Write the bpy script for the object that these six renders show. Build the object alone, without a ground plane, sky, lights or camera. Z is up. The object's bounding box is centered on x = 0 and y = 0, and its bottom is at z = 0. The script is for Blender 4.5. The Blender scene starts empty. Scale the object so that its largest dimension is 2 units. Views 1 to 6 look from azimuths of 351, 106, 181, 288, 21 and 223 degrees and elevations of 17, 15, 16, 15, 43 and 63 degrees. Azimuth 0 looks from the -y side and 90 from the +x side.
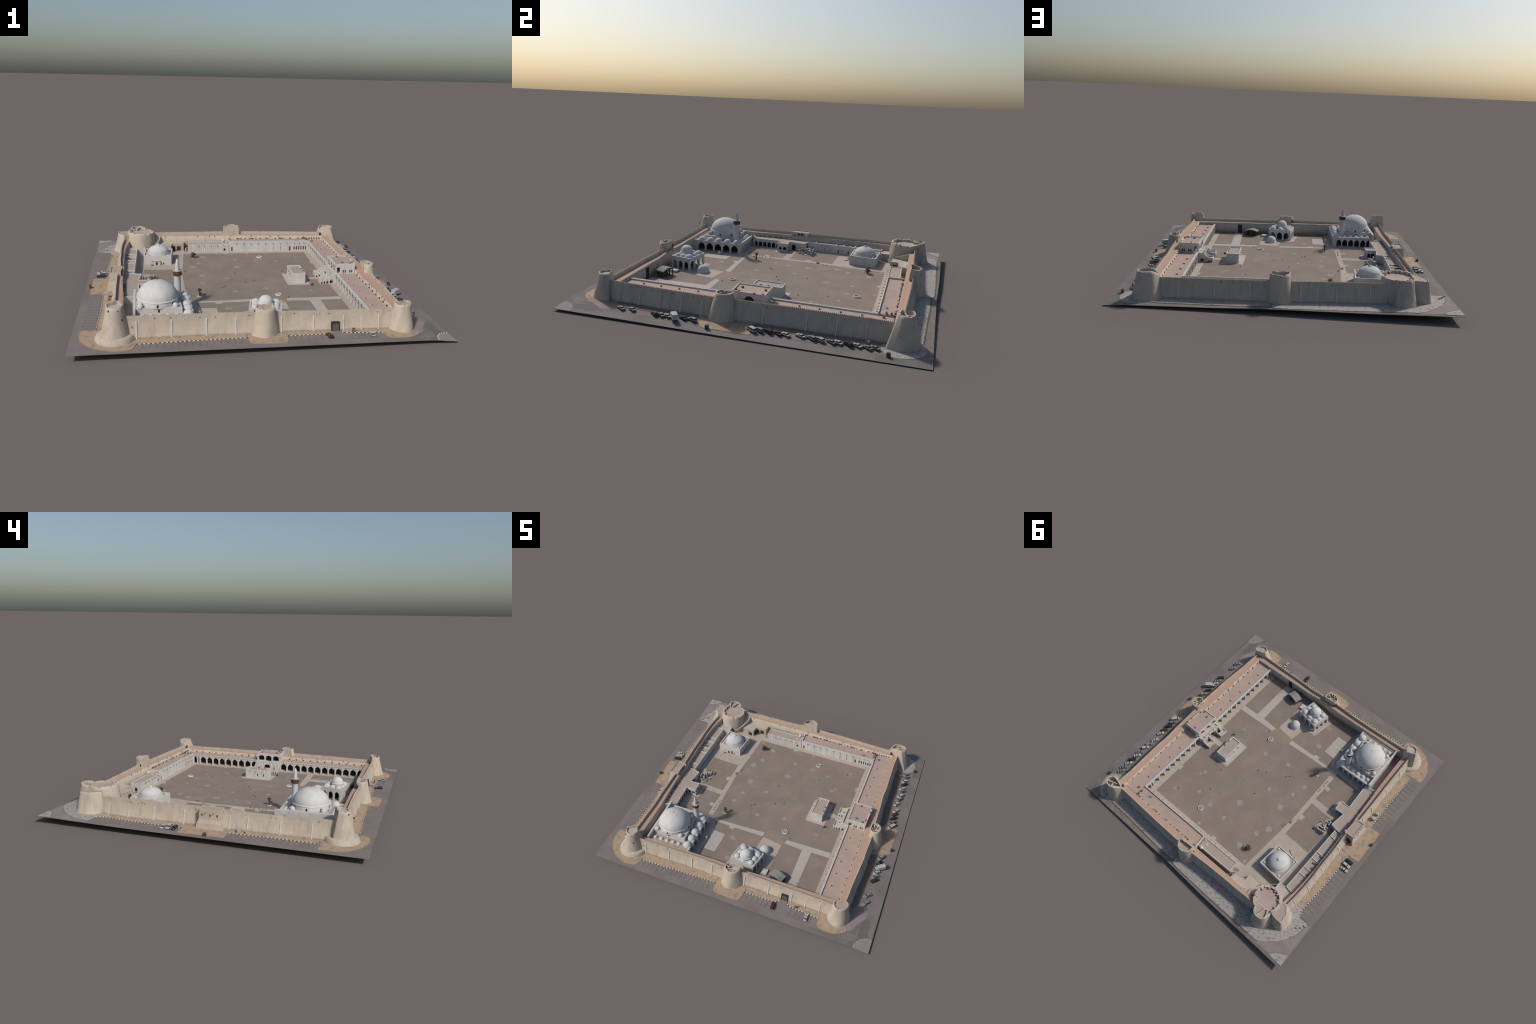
import bpy, bmesh, math, random
from mathutils import Vector, noise
from mathutils.geometry import tessellate_polygon

random.seed(7)
COL = bpy.context.scene.collection

# ------------------------------------------------------------------ terrain
def sstep(a, b, x):
    t = max(0.0, min(1.0, (x - a) / (b - a)))
    return t * t * (3 - 2 * t)

def gz(x, y):
    """gentle tilt of the site: height of the ground above z = 0"""
    return 0.0285 - 0.0134 * x - 0.0038 * y - 0.004 * x * y \
        - 0.0108 * sstep(0.86, 1.0, x) * (1 - 0.42 * sstep(0.0, 1.0, y)) \
        + 0.006 * sstep(0.4, 1.0, -x) * sstep(0.3, 1.0, y) \
        - 0.004 * sstep(0.962, 0.985, y) * sstep(0.2, 0.6, -x) \
        - 0.0022 * (1 - sstep(0.35, 0.75, abs(x))) * (1 - sstep(0.30, 0.75, y)) * (1 - sstep(0.15, 0.42, -y)) \
        + 0.0045 * sstep(0.76, 0.88, y) * (1 - sstep(0.05, 0.45, x)) * (1 - 0.6 * sstep(0.6, 0.9, -x)) \
        - 0.002 * sstep(0.75, 0.95, x) * sstep(0.6, 0.9, -y)

def lift(x, y):
    """the tops of walls and towers keep to a plainer tilt than the ground"""
    return 0.0305 - 0.0134 * x - 0.004 * y - gz(x, y)

# ------------------------------------------------------------------ materials
def new_mat(name):
    m = bpy.data.materials.new(name)
    m.use_nodes = True
    nt = m.node_tree
    return m, nt, nt.nodes["Principled BSDF"]

def mat(name, a, b=None, scale=14.0, rough=0.9, fine=0.10, bump=0.25, streak=None,
        contrast=(0.35, 0.68), fscale=160.0, stain=None):
    """plaster / earth: two tones in soft blotches, fine grain and bump"""
    m, nt, bs = new_mat(name)
    N, L = nt.nodes, nt.links
    b = b or tuple(c * 0.82 for c in a)
    tc = N.new("ShaderNodeTexCoord")
    n1 = N.new("ShaderNodeTexNoise"); n1.inputs["Scale"].default_value = scale
    n1.inputs["Detail"].default_value = 6; n1.inputs["Roughness"].default_value = 0.62
    src = tc.outputs["Object"]
    if streak:
        mp = N.new("ShaderNodeMapping"); mp.inputs["Scale"].default_value = streak
        L.new(src, mp.inputs["Vector"]); L.new(mp.outputs[0], n1.inputs["Vector"])
    else:
        L.new(src, n1.inputs["Vector"])
    r = N.new("ShaderNodeValToRGB")
    r.color_ramp.elements[0].position = contrast[0]; r.color_ramp.elements[0].color = (*a, 1)
    r.color_ramp.elements[1].position = contrast[1]; r.color_ramp.elements[1].color = (*b, 1)
    L.new(n1.outputs["Fac"], r.inputs["Fac"])
    n2 = N.new("ShaderNodeTexNoise"); n2.inputs["Scale"].default_value = fscale
    n2.inputs["Detail"].default_value = 3
    L.new(src, n2.inputs["Vector"])
    mr = N.new("ShaderNodeMapRange")
    mr.inputs["From Min"].default_value = 0.25; mr.inputs["From Max"].default_value = 0.75
    mr.inputs["To Min"].default_value = 1 - fine; mr.inputs["To Max"].default_value = 1 + fine
    L.new(n2.outputs["Fac"], mr.inputs["Value"])
    mx = N.new("ShaderNodeVectorMath"); mx.operation = 'SCALE'
    col = r.outputs["Color"]
    if stain:
        mp2 = N.new("ShaderNodeMapping"); mp2.inputs["Scale"].default_value = (1, 1, 0.16)
        n3 = N.new("ShaderNodeTexNoise"); n3.inputs["Scale"].default_value = 34; n3.inputs["Detail"].default_value = 5
        L.new(src, mp2.inputs["Vector"]); L.new(mp2.outputs[0], n3.inputs["Vector"])
        r3 = N.new("ShaderNodeValToRGB")
        r3.color_ramp.elements[0].position = 0.50; r3.color_ramp.elements[0].color = (0, 0, 0, 1)
        r3.color_ramp.elements[1].position = 0.72; r3.color_ramp.elements[1].color = (1, 1, 1, 1)
        L.new(n3.outputs["Fac"], r3.inputs["Fac"])
        sc = N.new("ShaderNodeMath"); sc.operation = 'MULTIPLY'; sc.inputs[1].default_value = 0.75
        L.new(r3.outputs["Color"], sc.inputs[0])
        mc = N.new("ShaderNodeMix"); mc.data_type = 'RGBA'
        ia = [i for i in mc.inputs if i.name == "A" and i.type == 'RGBA'][0]; ib = [i for i in mc.inputs if i.name == "B" and i.type == 'RGBA'][0]
        ib.default_value = (*stain, 1)
        L.new(sc.outputs[0], mc.inputs["Factor"]); L.new(col, ia)
        col = [o for o in mc.outputs if o.type == 'RGBA'][0]
    L.new(col, mx.inputs[0]); L.new(mr.outputs[0], mx.inputs["Scale"])
    L.new(mx.outputs[0], bs.inputs["Base Color"])
    bs.inputs["Roughness"].default_value = rough
    bs.inputs["Specular IOR Level"].default_value = 0.2
    if bump:
        bp = N.new("ShaderNodeBump"); bp.inputs["Strength"].default_value = bump
        bp.inputs["Distance"].default_value = 0.002
        L.new(n2.outputs["Fac"], bp.inputs["Height"]); L.new(bp.outputs[0], bs.inputs["Normal"])
    return m

def mat_flat(name, c, rough=0.5, metal=0.0, spec=0.4, coat=0.0):
    m, nt, bs = new_mat(name)
    bs.inputs["Base Color"].default_value = (*c, 1)
    bs.inputs["Roughness"].default_value = rough
    bs.inputs["Metallic"].default_value = metal
    bs.inputs["Specular IOR Level"].default_value = spec
    bs.inputs["Coat Weight"].default_value = coat
    return m

def mat_flags(name, light, joint, angle, sx, sy):
    """pale stone flags with dark ragged joints and dashes"""
    m, nt, bs = new_mat(name)
    N, L = nt.nodes, nt.links
    tc = N.new("ShaderNodeTexCoord")
    mp = N.new("ShaderNodeMapping"); mp.inputs["Rotation"].default_value = (0, 0, angle)
    mp.inputs["Scale"].default_value = (sx, sy, 1)
    L.new(tc.outputs["Object"], mp.inputs["Vector"])
    n1 = N.new("ShaderNodeTexNoise"); n1.inputs["Scale"].default_value = 1.0
    n1.inputs["Detail"].default_value = 2
    L.new(mp.outputs[0], n1.inputs["Vector"])
    r = N.new("ShaderNodeValToRGB")
    r.color_ramp.elements[0].position = 0.575; r.color_ramp.elements[0].color = (*light, 1)
    r.color_ramp.elements[1].position = 0.635; r.color_ramp.elements[1].color = (*joint, 1)
    L.new(n1.outputs["Fac"], r.inputs["Fac"])
    n2 = N.new("ShaderNodeTexNoise"); n2.inputs["Scale"].default_value = 25
    L.new(tc.outputs["Object"], n2.inputs["Vector"])
    mr = N.new("ShaderNodeMapRange"); mr.inputs["To Min"].default_value = 0.8
    mr.inputs["To Max"].default_value = 1.2
    L.new(n2.outputs["Fac"], mr.inputs["Value"])
    mx = N.new("ShaderNodeVectorMath"); mx.operation = 'SCALE'
    L.new(r.outputs["Color"], mx.inputs[0]); L.new(mr.outputs[0], mx.inputs["Scale"])
    L.new(mx.outputs[0], bs.inputs["Base Color"])
    bs.inputs["Roughness"].default_value = 0.9
    return m

M = {}
M["adobe"] = mat("adobe_plaster", (0.485, 0.413, 0.333), (0.415, 0.362, 0.30), 9, fine=0.06, bump=0.3, stain=(0.34, 0.30, 0.258))
M["white"] = mat("white_plaster", (0.555, 0.535, 0.505), (0.49, 0.475, 0.455), 16, fine=0.04, bump=0.15, stain=(0.44, 0.425, 0.405))
M["dome"] = mat("dome_limewash", (0.56, 0.55, 0.54), (0.49, 0.487, 0.482), 11, fine=0.04, bump=0.15, stain=(0.45, 0.445, 0.44))
M["cream"] = mat("cream_plaster", (0.50, 0.435, 0.355), (0.44, 0.385, 0.32), 14, fine=0.05)
M["roof"] = mat("roof_screed_pink", (0.44, 0.313, 0.258), (0.355, 0.285, 0.248), 13, fine=0.06)
M["walk"] = mat("walkway_screed", (0.455, 0.285, 0.205), (0.42, 0.30, 0.24), 16, fine=0.06)
M["roofb"] = mat("roof_screed_beige", (0.39, 0.32, 0.27), (0.35, 0.29, 0.25), 13, fine=0.06)
M["court"] = mat("courtyard_earth", (0.228, 0.183, 0.152), (0.268, 0.218, 0.182), 8, fine=0.10, bump=0.2, contrast=(0.42, 0.72))
M["patch"] = mat("worn_earth", (0.325, 0.275, 0.24), (0.262, 0.215, 0.182), 42, fine=0.10, bump=0.1, contrast=(0.45, 0.7))
M["pave"] = mat("courtyard_paving", (0.43, 0.37, 0.31), (0.375, 0.325, 0.275), 18, fine=0.07, bump=0.15)
M["paveg"] = mat("courtyard_paving_grey", (0.435, 0.39, 0.35), (0.40, 0.355, 0.315), 18, fine=0.07, bump=0.15)
M["road"] = mat("asphalt_road", (0.205, 0.176, 0.167), (0.160, 0.143, 0.135), 5, fine=0.10, bump=0.15, contrast=(0.42, 0.66))
M["park"] = mat("parking_asphalt", (0.215, 0.188, 0.177), (0.170, 0.152, 0.142), 9, fine=0.10, bump=0.15)
M["sand"] = mat("sandy_pavement", (0.385, 0.28, 0.19), (0.245, 0.222, 0.20), 30, fine=0.10, bump=0.2, contrast=(0.50, 0.62))
M["sandp"] = mat("pale_sand", (0.30, 0.225, 0.165), (0.25, 0.20, 0.165), 12, fine=0.1, bump=0.1)
M["tarmac"] = mat("fresh_tarmac", (0.145, 0.135, 0.122), (0.185, 0.165, 0.155), 9, fine=0.1, contrast=(0.45, 0.62))
M["dusty"] = mat("dusty_road", (0.265, 0.22, 0.205), (0.215, 0.185, 0.172), 9, fine=0.1, streak=(0.6, 2.0, 1))
M["creamr"] = mat("roof_cream", (0.47, 0.415, 0.35), (0.41, 0.365, 0.32), 20, fine=0.06)
M["drumf"] = mat("drum_floor_screed", (0.40, 0.345, 0.30), (0.41, 0.29, 0.25), 11, fine=0.08, contrast=(0.42, 0.60))
M["sidew"] = mat("dull_sidewalk", (0.185, 0.155, 0.135), (0.15, 0.135, 0.13), 22, fine=0.1)
M["pinkp"] = mat("pink_pavement", (0.285, 0.235, 0.228), (0.245, 0.20, 0.193), 16, fine=0.08)
M["yedge"] = mat_flat("ochre_kerb", (0.37, 0.24, 0.115), 0.85)
M["line"] = mat_flat("parking_line", (0.165, 0.12, 0.10), 0.85)
M["kerbw"] = mat_flat("kerb_white", (0.60, 0.57, 0.52), 0.8)
M["kerbb"] = mat_flat("kerb_black", (0.09, 0.075, 0.062), 0.8)
M["flag"] = mat_flags("stone_flags", (0.335, 0.31, 0.285), (0.10, 0.095, 0.09), 0.2, 40, 200)
M["flagn"] = mat_flags("stone_flags_north", (0.335, 0.31, 0.285), (0.10, 0.095, 0.09), 0.0, 40, 180)
M["verge"] = mat("road_verge", (0.23, 0.195, 0.16), (0.16, 0.14, 0.125), 12, fine=0.1)
M["dark"] = mat("painted_room_shade", (0.050, 0.042, 0.036), (0.030, 0.027, 0.024), 40, fine=0.1, bump=0)  # near-black colour stands in for shade inside rooms and openings
M["wood"] = mat("red_wood", (0.17, 0.065, 0.04), (0.10, 0.045, 0.03), 60, fine=0.1, bump=0)
M["woodg"] = mat("weathered_wood", (0.13, 0.105, 0.085), (0.07, 0.055, 0.045), 60, fine=0.1, bump=0)
M["wbrown"] = mat("carved_wood", (0.14, 0.07, 0.04), (0.06, 0.04, 0.03), 90, fine=0.2, contrast=(0.45, 0.6))
M["thatch"] = mat("thatch", (0.30, 0.29, 0.265), (0.17, 0.165, 0.15), 60, fine=0.15, streak=(0.3, 2.5, 1))
M["stone"] = mat("ruin_stone", (0.44, 0.40, 0.35), (0.33, 0.30, 0.27), 40, fine=0.1, bump=0.4)
M["metal"] = mat_flat("grey_metal", (0.30, 0.30, 0.29), 0.55, 0.3)
M["unit"] = mat_flat("roof_unit_brown", (0.16, 0.13, 0.11), 0.8)
M["bin"] = mat_flat("bin_dark", (0.05, 0.055, 0.05), 0.6)
M["leaf"] = mat("palm_leaf", (0.055, 0.062, 0.032), (0.10, 0.09, 0.05), 90, fine=0.2, rough=0.6, bump=0)
M["trunk"] = mat("palm_bark", (0.14, 0.10, 0.065), (0.08, 0.06, 0.04), 220, fine=0.2, bump=0.5)
M["glass"] = mat_flat("car_glass", (0.02, 0.023, 0.025), 0.12, 0, 0.5)
M["tyre"] = mat_flat("tyre_rubber", (0.02, 0.02, 0.02), 0.9)
M["lampr"] = mat_flat("tail_lamp", (0.30, 0.02, 0.015), 0.35)
M["lampw"] = mat_flat("head_lamp", (0.6, 0.6, 0.58), 0.25)

# ------------------------------------------------------------------ mesh helpers
class Geo:
    def __init__(s):
        s.v, s.f, s.m, s.sm = [], [], [], []
    def add(s, verts, faces, mi=0, smooth=False):
        o = len(s.v)
        s.v += [tuple(p) for p in verts]
        for f in faces:
            s.f.append(tuple(i + o for i in f)); s.m.append(mi); s.sm.append(smooth)
        return s

def gridcut(geo, step=0.07):
    """cut large flat pieces on a grid so that they follow the lie of the land"""
    bm = bmesh.new()
    vv = [bm.verts.new(p) for p in geo.v]
    for f in geo.f:
        try: bm.faces.new([vv[i] for i in f])
        except ValueError: pass
    for ax in (0, 1):
        k = -1.05
        while k < 1.05:
            lo = min(v.co[ax] for v in bm.verts); hi = max(v.co[ax] for v in bm.verts)
            if lo < k < hi:
                no = (1, 0, 0) if ax == 0 else (0, 1, 0)
                bmesh.ops.bisect_plane(bm, geom=bm.verts[:] + bm.edges[:] + bm.faces[:], dist=1e-6, plane_co=(k, k, 0), plane_no=no)
            k += step
    bm.verts.index_update()
    out = Geo(); out.add([tuple(v.co) for v in bm.verts], [tuple(v.index for v in f.verts) for f in bm.faces])
    bm.free()
    return out

def make(name, geo, mats, parent=None, tilt=True, fix=True, stuff=False):
    me = bpy.data.meshes.new(name)
    vs = [(x, y, z + gz(x, y) + lift(x, y) * sstep(0.004, 0.03, z)) for x, y, z in geo.v] if tilt else geo.v
    me.from_pydata(vs, [], geo.f)
    for k in (mats if isinstance(mats, (list, tuple)) else [mats]):
        me.materials.append(M[k])
    me.polygons.foreach_set("material_index", geo.m)
    me.polygons.foreach_set("use_smooth", geo.sm)
    if fix:
        bm = bmesh.new(); bm.from_mesh(me)
        bmesh.ops.recalc_face_normals(bm, faces=bm.faces)
        bm.to_mesh(me); bm.free()
    me.validate(); me.update()
    ob = bpy.data.objects.new(name, me)
    COL.objects.link(ob)
    if parent: ob.parent = parent
    if stuff: ob["kind"] = "stuff"
    return ob

def empty(name, parent=None, label=None, cat=None, loc=(0, 0, 0)):
    e = bpy.data.objects.new(name, None); e.empty_display_size = 0.05
    COL.objects.link(e); e.location = loc
    if parent: e.parent = parent
    if label: e["label"] = label; e["category"] = cat
    return e

def area(p):
    return 0.5 * sum(p[i][0] * p[(i + 1) % len(p)][1] - p[(i + 1) % len(p)][0] * p[i][1] for i in range(len(p)))

def ccw(p):
    return list(p) if area(p) > 0 else list(reversed(p))

def prism(g, poly, z0, z1, mi=0, top=None, smooth=False):
    """vertical prism on a footprint; z1 may be a list (height per corner)"""
    poly = ccw(poly) if not isinstance(z1, (list, tuple)) else list(poly)
    n = len(poly)
    zt = z1 if isinstance(z1, (list, tuple)) else [z1] * n
    tp = top if top else poly
    v = [(x, y, z0) for x, y in poly] + [(x, y, z) for (x, y), z in zip(tp, zt)]
    f = [(i, (i + 1) % n, n + (i + 1) % n, n + i) for i in range(n)]
    g.add(v, f, mi, smooth)
    if n <= 4:
        g.add(v, [tuple(range(n - 1, -1, -1)), tuple(range(n, 2 * n))], mi)
    else:
        t = tessellate_polygon([[Vector((x, y, 0)) for x, y in poly]])
        g.add(v, [tuple(reversed(k)) for k in t] + [tuple(n + i for i in k) for k in t], mi)
    return g

def box(g, cx, cy, z0, sx, sy, h, ang=0.0, mi=0):
    c, s = math.cos(ang), math.sin(ang)
    p = [(cx + c * a * sx / 2 - s * b * sy / 2, cy + s * a * sx / 2 + c * b * sy / 2)
         for a, b in ((-1, -1), (1, -1), (1, 1), (-1, 1))]
    return prism(g, p, z0, z0 + h, mi)

def strip(g, p, q, w, z0, z1, mi=0):
    """straight bar between two plan points"""
    dx, dy = q[0] - p[0], q[1] - p[1]
    return box(g, (p[0] + q[0]) / 2, (p[1] + q[1]) / 2, z0, math.hypot(dx, dy), w, z1 - z0, math.atan2(dy, dx), mi)

def inset(poly, d):
    poly = ccw(poly); n = len(poly); out = []
    for i in range(n):
        a, b, c = Vector(poly[i - 1]), Vector(poly[i]), Vector(poly[(i + 1) % n])
        u = (b - a).normalized(); w = (c - b).normalized()
        nu, nw = Vector((-u.y, u.x)), Vector((-w.y, w.x))
        k = 1 + nu.dot(nw)
        o = (nu + nw) * (d / max(k, 0.25))
        out.append((b.x + o.x, b.y + o.y))
    return out

def ring(g, outer, inner, z0, z1, mi=0):
    """hollow wall ring between two matching outlines"""
    n = len(outer)
    v = [(x, y, z) for pl, z in ((outer, z0), (outer, z1), (inner, z1), (inner, z0)) for x, y in pl]
    f = []
    for k in range(4):
        a, b = k * n, ((k + 1) % 4) * n
        f += [(a + i, a + (i + 1) % n, b + (i + 1) % n, b + i) for i in range(n)]
    return g.add(v, f, mi)

def arch(c, w, z0, spring, apex, pointed=True, n=12):
    """outline of an arched opening, in (along, height) coordinates"""
    pts = [(c - w / 2, z0), (c + w / 2, z0)]
    for i in range(n + 1):
        t = math.pi * i / n
        x = math.cos(t); y = math.sin(t)
        if pointed:
            y = (1 - abs(x) ** 1.6) ** 0.62 if abs(x) < 1 else 0.0
        pts.append((c + w / 2 * x, spring + (apex - spring) * y))
    return pts

def rect(c, w, z0, z1):
    return [(c - w / 2, z0), (c + w / 2, z0), (c + w / 2, z1), (c - w / 2, z1)]

def panel(g, p, q, z0, z1, th, holes, mi=0, mitre=(True, True)):
    """wall from p to q with real openings; its outside is on the right of p->q"""
    p, q = Vector(p), Vector(q)
    L = (q - p).length; u = (q - p) / L; nrm = Vector((-u.y, u.x))
    outer = [(0, z0), (L, z0), (L, z1), (0, z1)]
    loops = [outer] + holes
    tri = tessellate_polygon([[Vector((a, b, 0)) for a, b in lp] for lp in loops])
    flat = [pt for lp in loops for pt in lp]
    n = len(flat)
    v = []
    for depth in (0, th):
        for i, (s, z) in enumerate(flat):
            if depth and i < 4:
                if s == 0 and mitre[0]: s = th
                elif s == L and mitre[1]: s = L - th
            w = p + u * s + nrm * depth
            v.append((w.x, w.y, z))
    f = [tuple(t) for t in tri] + [tuple(n + i for i in reversed(t)) for t in tri]
    o = 0
    for lp in loops:
        k = len(lp)
        f += [(o + i, o + (i + 1) % k, n + o + (i + 1) % k, n + o + i) for i in range(k)]
        o += k
    return g.add(v, f, mi)

def pane(g, p, q, hole, d0, d1, mi=0, grow=0.0):
    """infill (door leaf, shutter) that fills an opening, set d0..d1 behind the face"""
    p, q = Vector(p), Vector(q)
    u = (q - p).normalized(); nrm = Vector((-u.y, u.x))
    v = []
    for d in (d0, d1):
        for s, z in hole:
            w = p + u * s + nrm * d
            v.append((w.x, w.y, z))
    n = len(hole)
    f = [tuple(range(n)), tuple(range(2 * n - 1, n - 1, -1))] + [(i, (i + 1) % n, n + (i + 1) % n, n + i) for i in range(n)]
    return g.add(v, f, mi)

def revolve(g, cx, cy, prof, n=48, mi=0, smooth=True):
    """profile [(r, z)] bottom to top round a vertical axis"""
    v, f = [], []
    for r, z in prof:
        for i in range(n):
            a = 2 * math.pi * i / n
            v.append((cx + r * math.cos(a), cy + r * math.sin(a), z))
    for k in range(len(prof) - 1):
        for i in range(n):
            j = (i + 1) % n
            f.append((k * n + i, k * n + j, (k + 1) * n + j, (k + 1) * n + i))
    g.add(v, f, mi, smooth)
    m = len(prof) - 1
    g.add(v, [tuple(range(n - 1, -1, -1)), tuple(range(m * n, m * n + n))], mi)
    return g

def domeprof(r, z, h, n=14, power=1.0, skirt=0.0):
    pr = [(r, z - skirt)] if skirt else []
    for i in range(n + 1):
        t = math.pi / 2 * i / n
        pr.append((max(r * math.cos(t) ** power, r * 0.01), z + h * math.sin(t)))
    return pr

def smooth_line(pts, n):
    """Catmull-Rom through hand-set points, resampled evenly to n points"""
    P = [Vector(p) for p in pts]
    P = [P[0] * 2 - P[1]] + P + [P[-1] * 2 - P[-2]]
    fine = []
    for i in range(1, len(P) - 2):
        for k in range(16):
            t = k / 16
            a, b, c, d = P[i - 1], P[i], P[i + 1], P[i + 2]
            fine.append(0.5 * ((2 * b) + (c - a) * t + (2 * a - 5 * b + 4 * c - d) * t * t + (3 * b - a - 3 * c + d) * t ** 3))
    fine.append(P[-2])
    acc = [0.0]
    for a, b in zip(fine, fine[1:]): acc.append(acc[-1] + (b - a).length)
    out, j = [], 0
    for i in range(n):
        s = acc[-1] * i / (n - 1)
        while j < len(acc) - 2 and acc[j + 1] < s: j += 1
        t = (s - acc[j]) / max(1e-9, acc[j + 1] - acc[j])
        out.append(tuple(fine[j].lerp(fine[j + 1], t)))
    return out

def interp(tab, x):
    if x <= tab[0][0]: return tab[0][1]
    for (a, b), (c, d) in zip(tab, tab[1:]):
        if x <= c: return b + (d - b) * (x - a) / (c - a)
    return tab[-1][1]

def wob(x, y, z, s=14.0):
    return noise.noise(Vector((x * s, y * s, z * s)))

# ------------------------------------------------------------------ the fort
fort = empty("desert_fort", label="walled desert fort with round towers, white domed mosque and arcaded courtyard", cat="fort")

# ---------------- ground
site = empty("site_ground", fort)
g = Geo()
C = [(-0.956, -0.986), (1.0, -0.977), (0.990, 0.957), (-1.0, 0.985)]
n = 40
top = []
for j in range(n + 1):
    for i in range(n + 1):
        s, t = i / n, j / n
        a = [C[0][k] * (1 - s) + C[1][k] * s for k in (0, 1)]
        b = [C[3][k] * (1 - s) + C[2][k] * s for k in (0, 1)]
        nx = b[0]
        b[1] = interp([(-1.0, 0.985), (-0.54, 0.979), (-0.26, 0.974), (0.08, 0.962), (0.99, 0.957)], nx)
        top.append((a[0] * (1 - t) + b[0] * t, a[1] * (1 - t) + b[1] * t))
N1 = (n + 1) ** 2
vs = [(x, y, 0.0) for x, y in top] + [(x, y, max(-0.0022, 0.0002 - gz(x, y))) for x, y in top]
fs = []
for j in range(n):
    for i in range(n):
        k = j * (n + 1) + i
        fs.append((k, k + 1, k + n + 2, k + n + 1))
        fs.append((N1 + k, N1 + k + n + 1, N1 + k + n + 2, N1 + k + 1))
edge = [i for i in range(n + 1)] + [(j + 1) * (n + 1) + n for j in range(n)] + \
       [n * (n + 1) + n - 1 - i for i in range(n)] + [(n - 1 - j) * (n + 1) for j in range(n - 1)]
for a, b in zip(edge, edge[1:] + edge[:1]):
    fs.append((a, b, N1 + b, N1 + a))
g.add(vs, fs)
make("road", g, "road", site)

def plate(name, polys, m, h, z0=-0.002):
    g = Geo()
    for p in polys: prism(g, p, z0, h)
    return make(name, gridcut(g), m, site)

def arcpts(cx, cy, r, a0, a1, n=12, ry=None):
    return [(cx + r * math.cos(math.radians(a0 + (a1 - a0) * i / n)), cy + (ry or r) * math.sin(math.radians(a0 + (a1 - a0) * i / n))) for i in range(n + 1)]

# outside pavements
SWA = smooth_line([(-0.639, -0.895), (-0.655, -0.945), (-0.70, -0.960), (-0.756, -0.957), (-0.83, -0.925), (-0.875, -0.885), (-0.905, -0.84), (-0.922, -0.785), (-0.923, -0.715)], 40)
SMA = smooth_line([(-0.080, -0.868), (-0.078, -0.920), (-0.058, -0.937), (0.0, -0.943), (0.085, -0.943), (0.113, -0.930), (0.123, -0.866)], 30)
SEA = smooth_line([(0.640, -0.866), (0.645, -0.910), (0.662, -0.926), (0.709, -0.936), (0.755, -0.934), (0.80, -0.912), (0.832, -0.885)], 30)
sand = [SWA + [(-0.84, -0.712), (-0.78, -0.70), (-0.68, -0.79), (-0.64, -0.80)],
        [(-0.641, -0.79), (-0.641, -0.892), (-0.373, -0.878), (-0.081, -0.866), (-0.081, -0.79)],
        SMA + [(0.122, -0.79), (-0.08, -0.79)],
        [(0.124, -0.79), (0.124, -0.862), (0.30, -0.857), (0.345, -0.851), (0.362, -0.838), (0.366, -0.79)],
        [(0.414, -0.79), (0.418, -0.832), (0.428, -0.846), (0.448, -0.853), (0.639, -0.862), (0.639, -0.79)],
        SEA + [(0.80, -0.78), (0.64, -0.79)],
        [(-0.78, -0.698), (-0.844, -0.703), (-0.846, -0.459), (-0.856, -0.192), (-0.78, -0.192)],
        [(-0.78, -0.19), (-0.857, -0.190), (-0.933, -0.190), (-0.938, -0.187), (-0.948, 0.078), (-0.944, 0.082), (-0.868, 0.083), (-0.78, 0.083)],
        [(-0.78, 0.085), (-0.869, 0.085), (-0.874, 0.325), (-0.868, 0.585), (-0.78, 0.60)],
        [(0.79, 0.077), (0.866, 0.080), (0.940, 0.088), (0.945, 0.075), (0.945, -0.160), (0.938, -0.170), (0.872, -0.210), (0.79, -0.22)]]
plate("sandy_pavement", sand, "sand", 0.0012)
def edge_line(pts, w=0.0034, h=0.0020):
    g = Geo()
    for a, b in zip(pts, pts[1:]): strip(g, a, b, w, 0.0, h)
    return g
g = Geo()
for pts in (SWA, SMA, SEA, [(-0.933, -0.190), (-0.948, 0.078)], [(0.945, 0.080), (0.945, -0.160), (0.938, -0.170), (0.872, -0.210), (0.867, -0.420), (0.868, -0.644)],
            [(0.940, 0.088), (0.866, 0.080), (0.860, 0.236), (0.848, 0.450), (0.850, 0.711)], [(-0.857, -0.191), (-0.935, -0.190)]):
    q = edge_line(pts); g.add(q.v, q.f)
make("ochre_kerb", g, "yedge", site)
plate("east_sidewalk", [[(0.78, -0.215), (0.870, -0.211), (0.865, -0.42), (0.866, -0.645), (0.83, -0.70), (0.78, -0.72)],
                        [(0.78, 0.078), (0.864, 0.082), (0.858, 0.236), (0.846, 0.45), (0.848, 0.709), (0.78, 0.72)]], "sidew", 0.0009)
plate("pink_pavement", [[(0.80, -0.76), (0.835, -0.883), (0.862, -0.862), (0.882, -0.81), (0.905, -0.77), (0.928, -0.742), (0.926, -0.71), (0.90, -0.665), (0.868, -0.646), (0.80, -0.70)],
                        [(0.9985, -0.9755)] + arcpts(0.999, -0.976, 0.103, 92, 179)], "pinkp", 0.0008)
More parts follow.
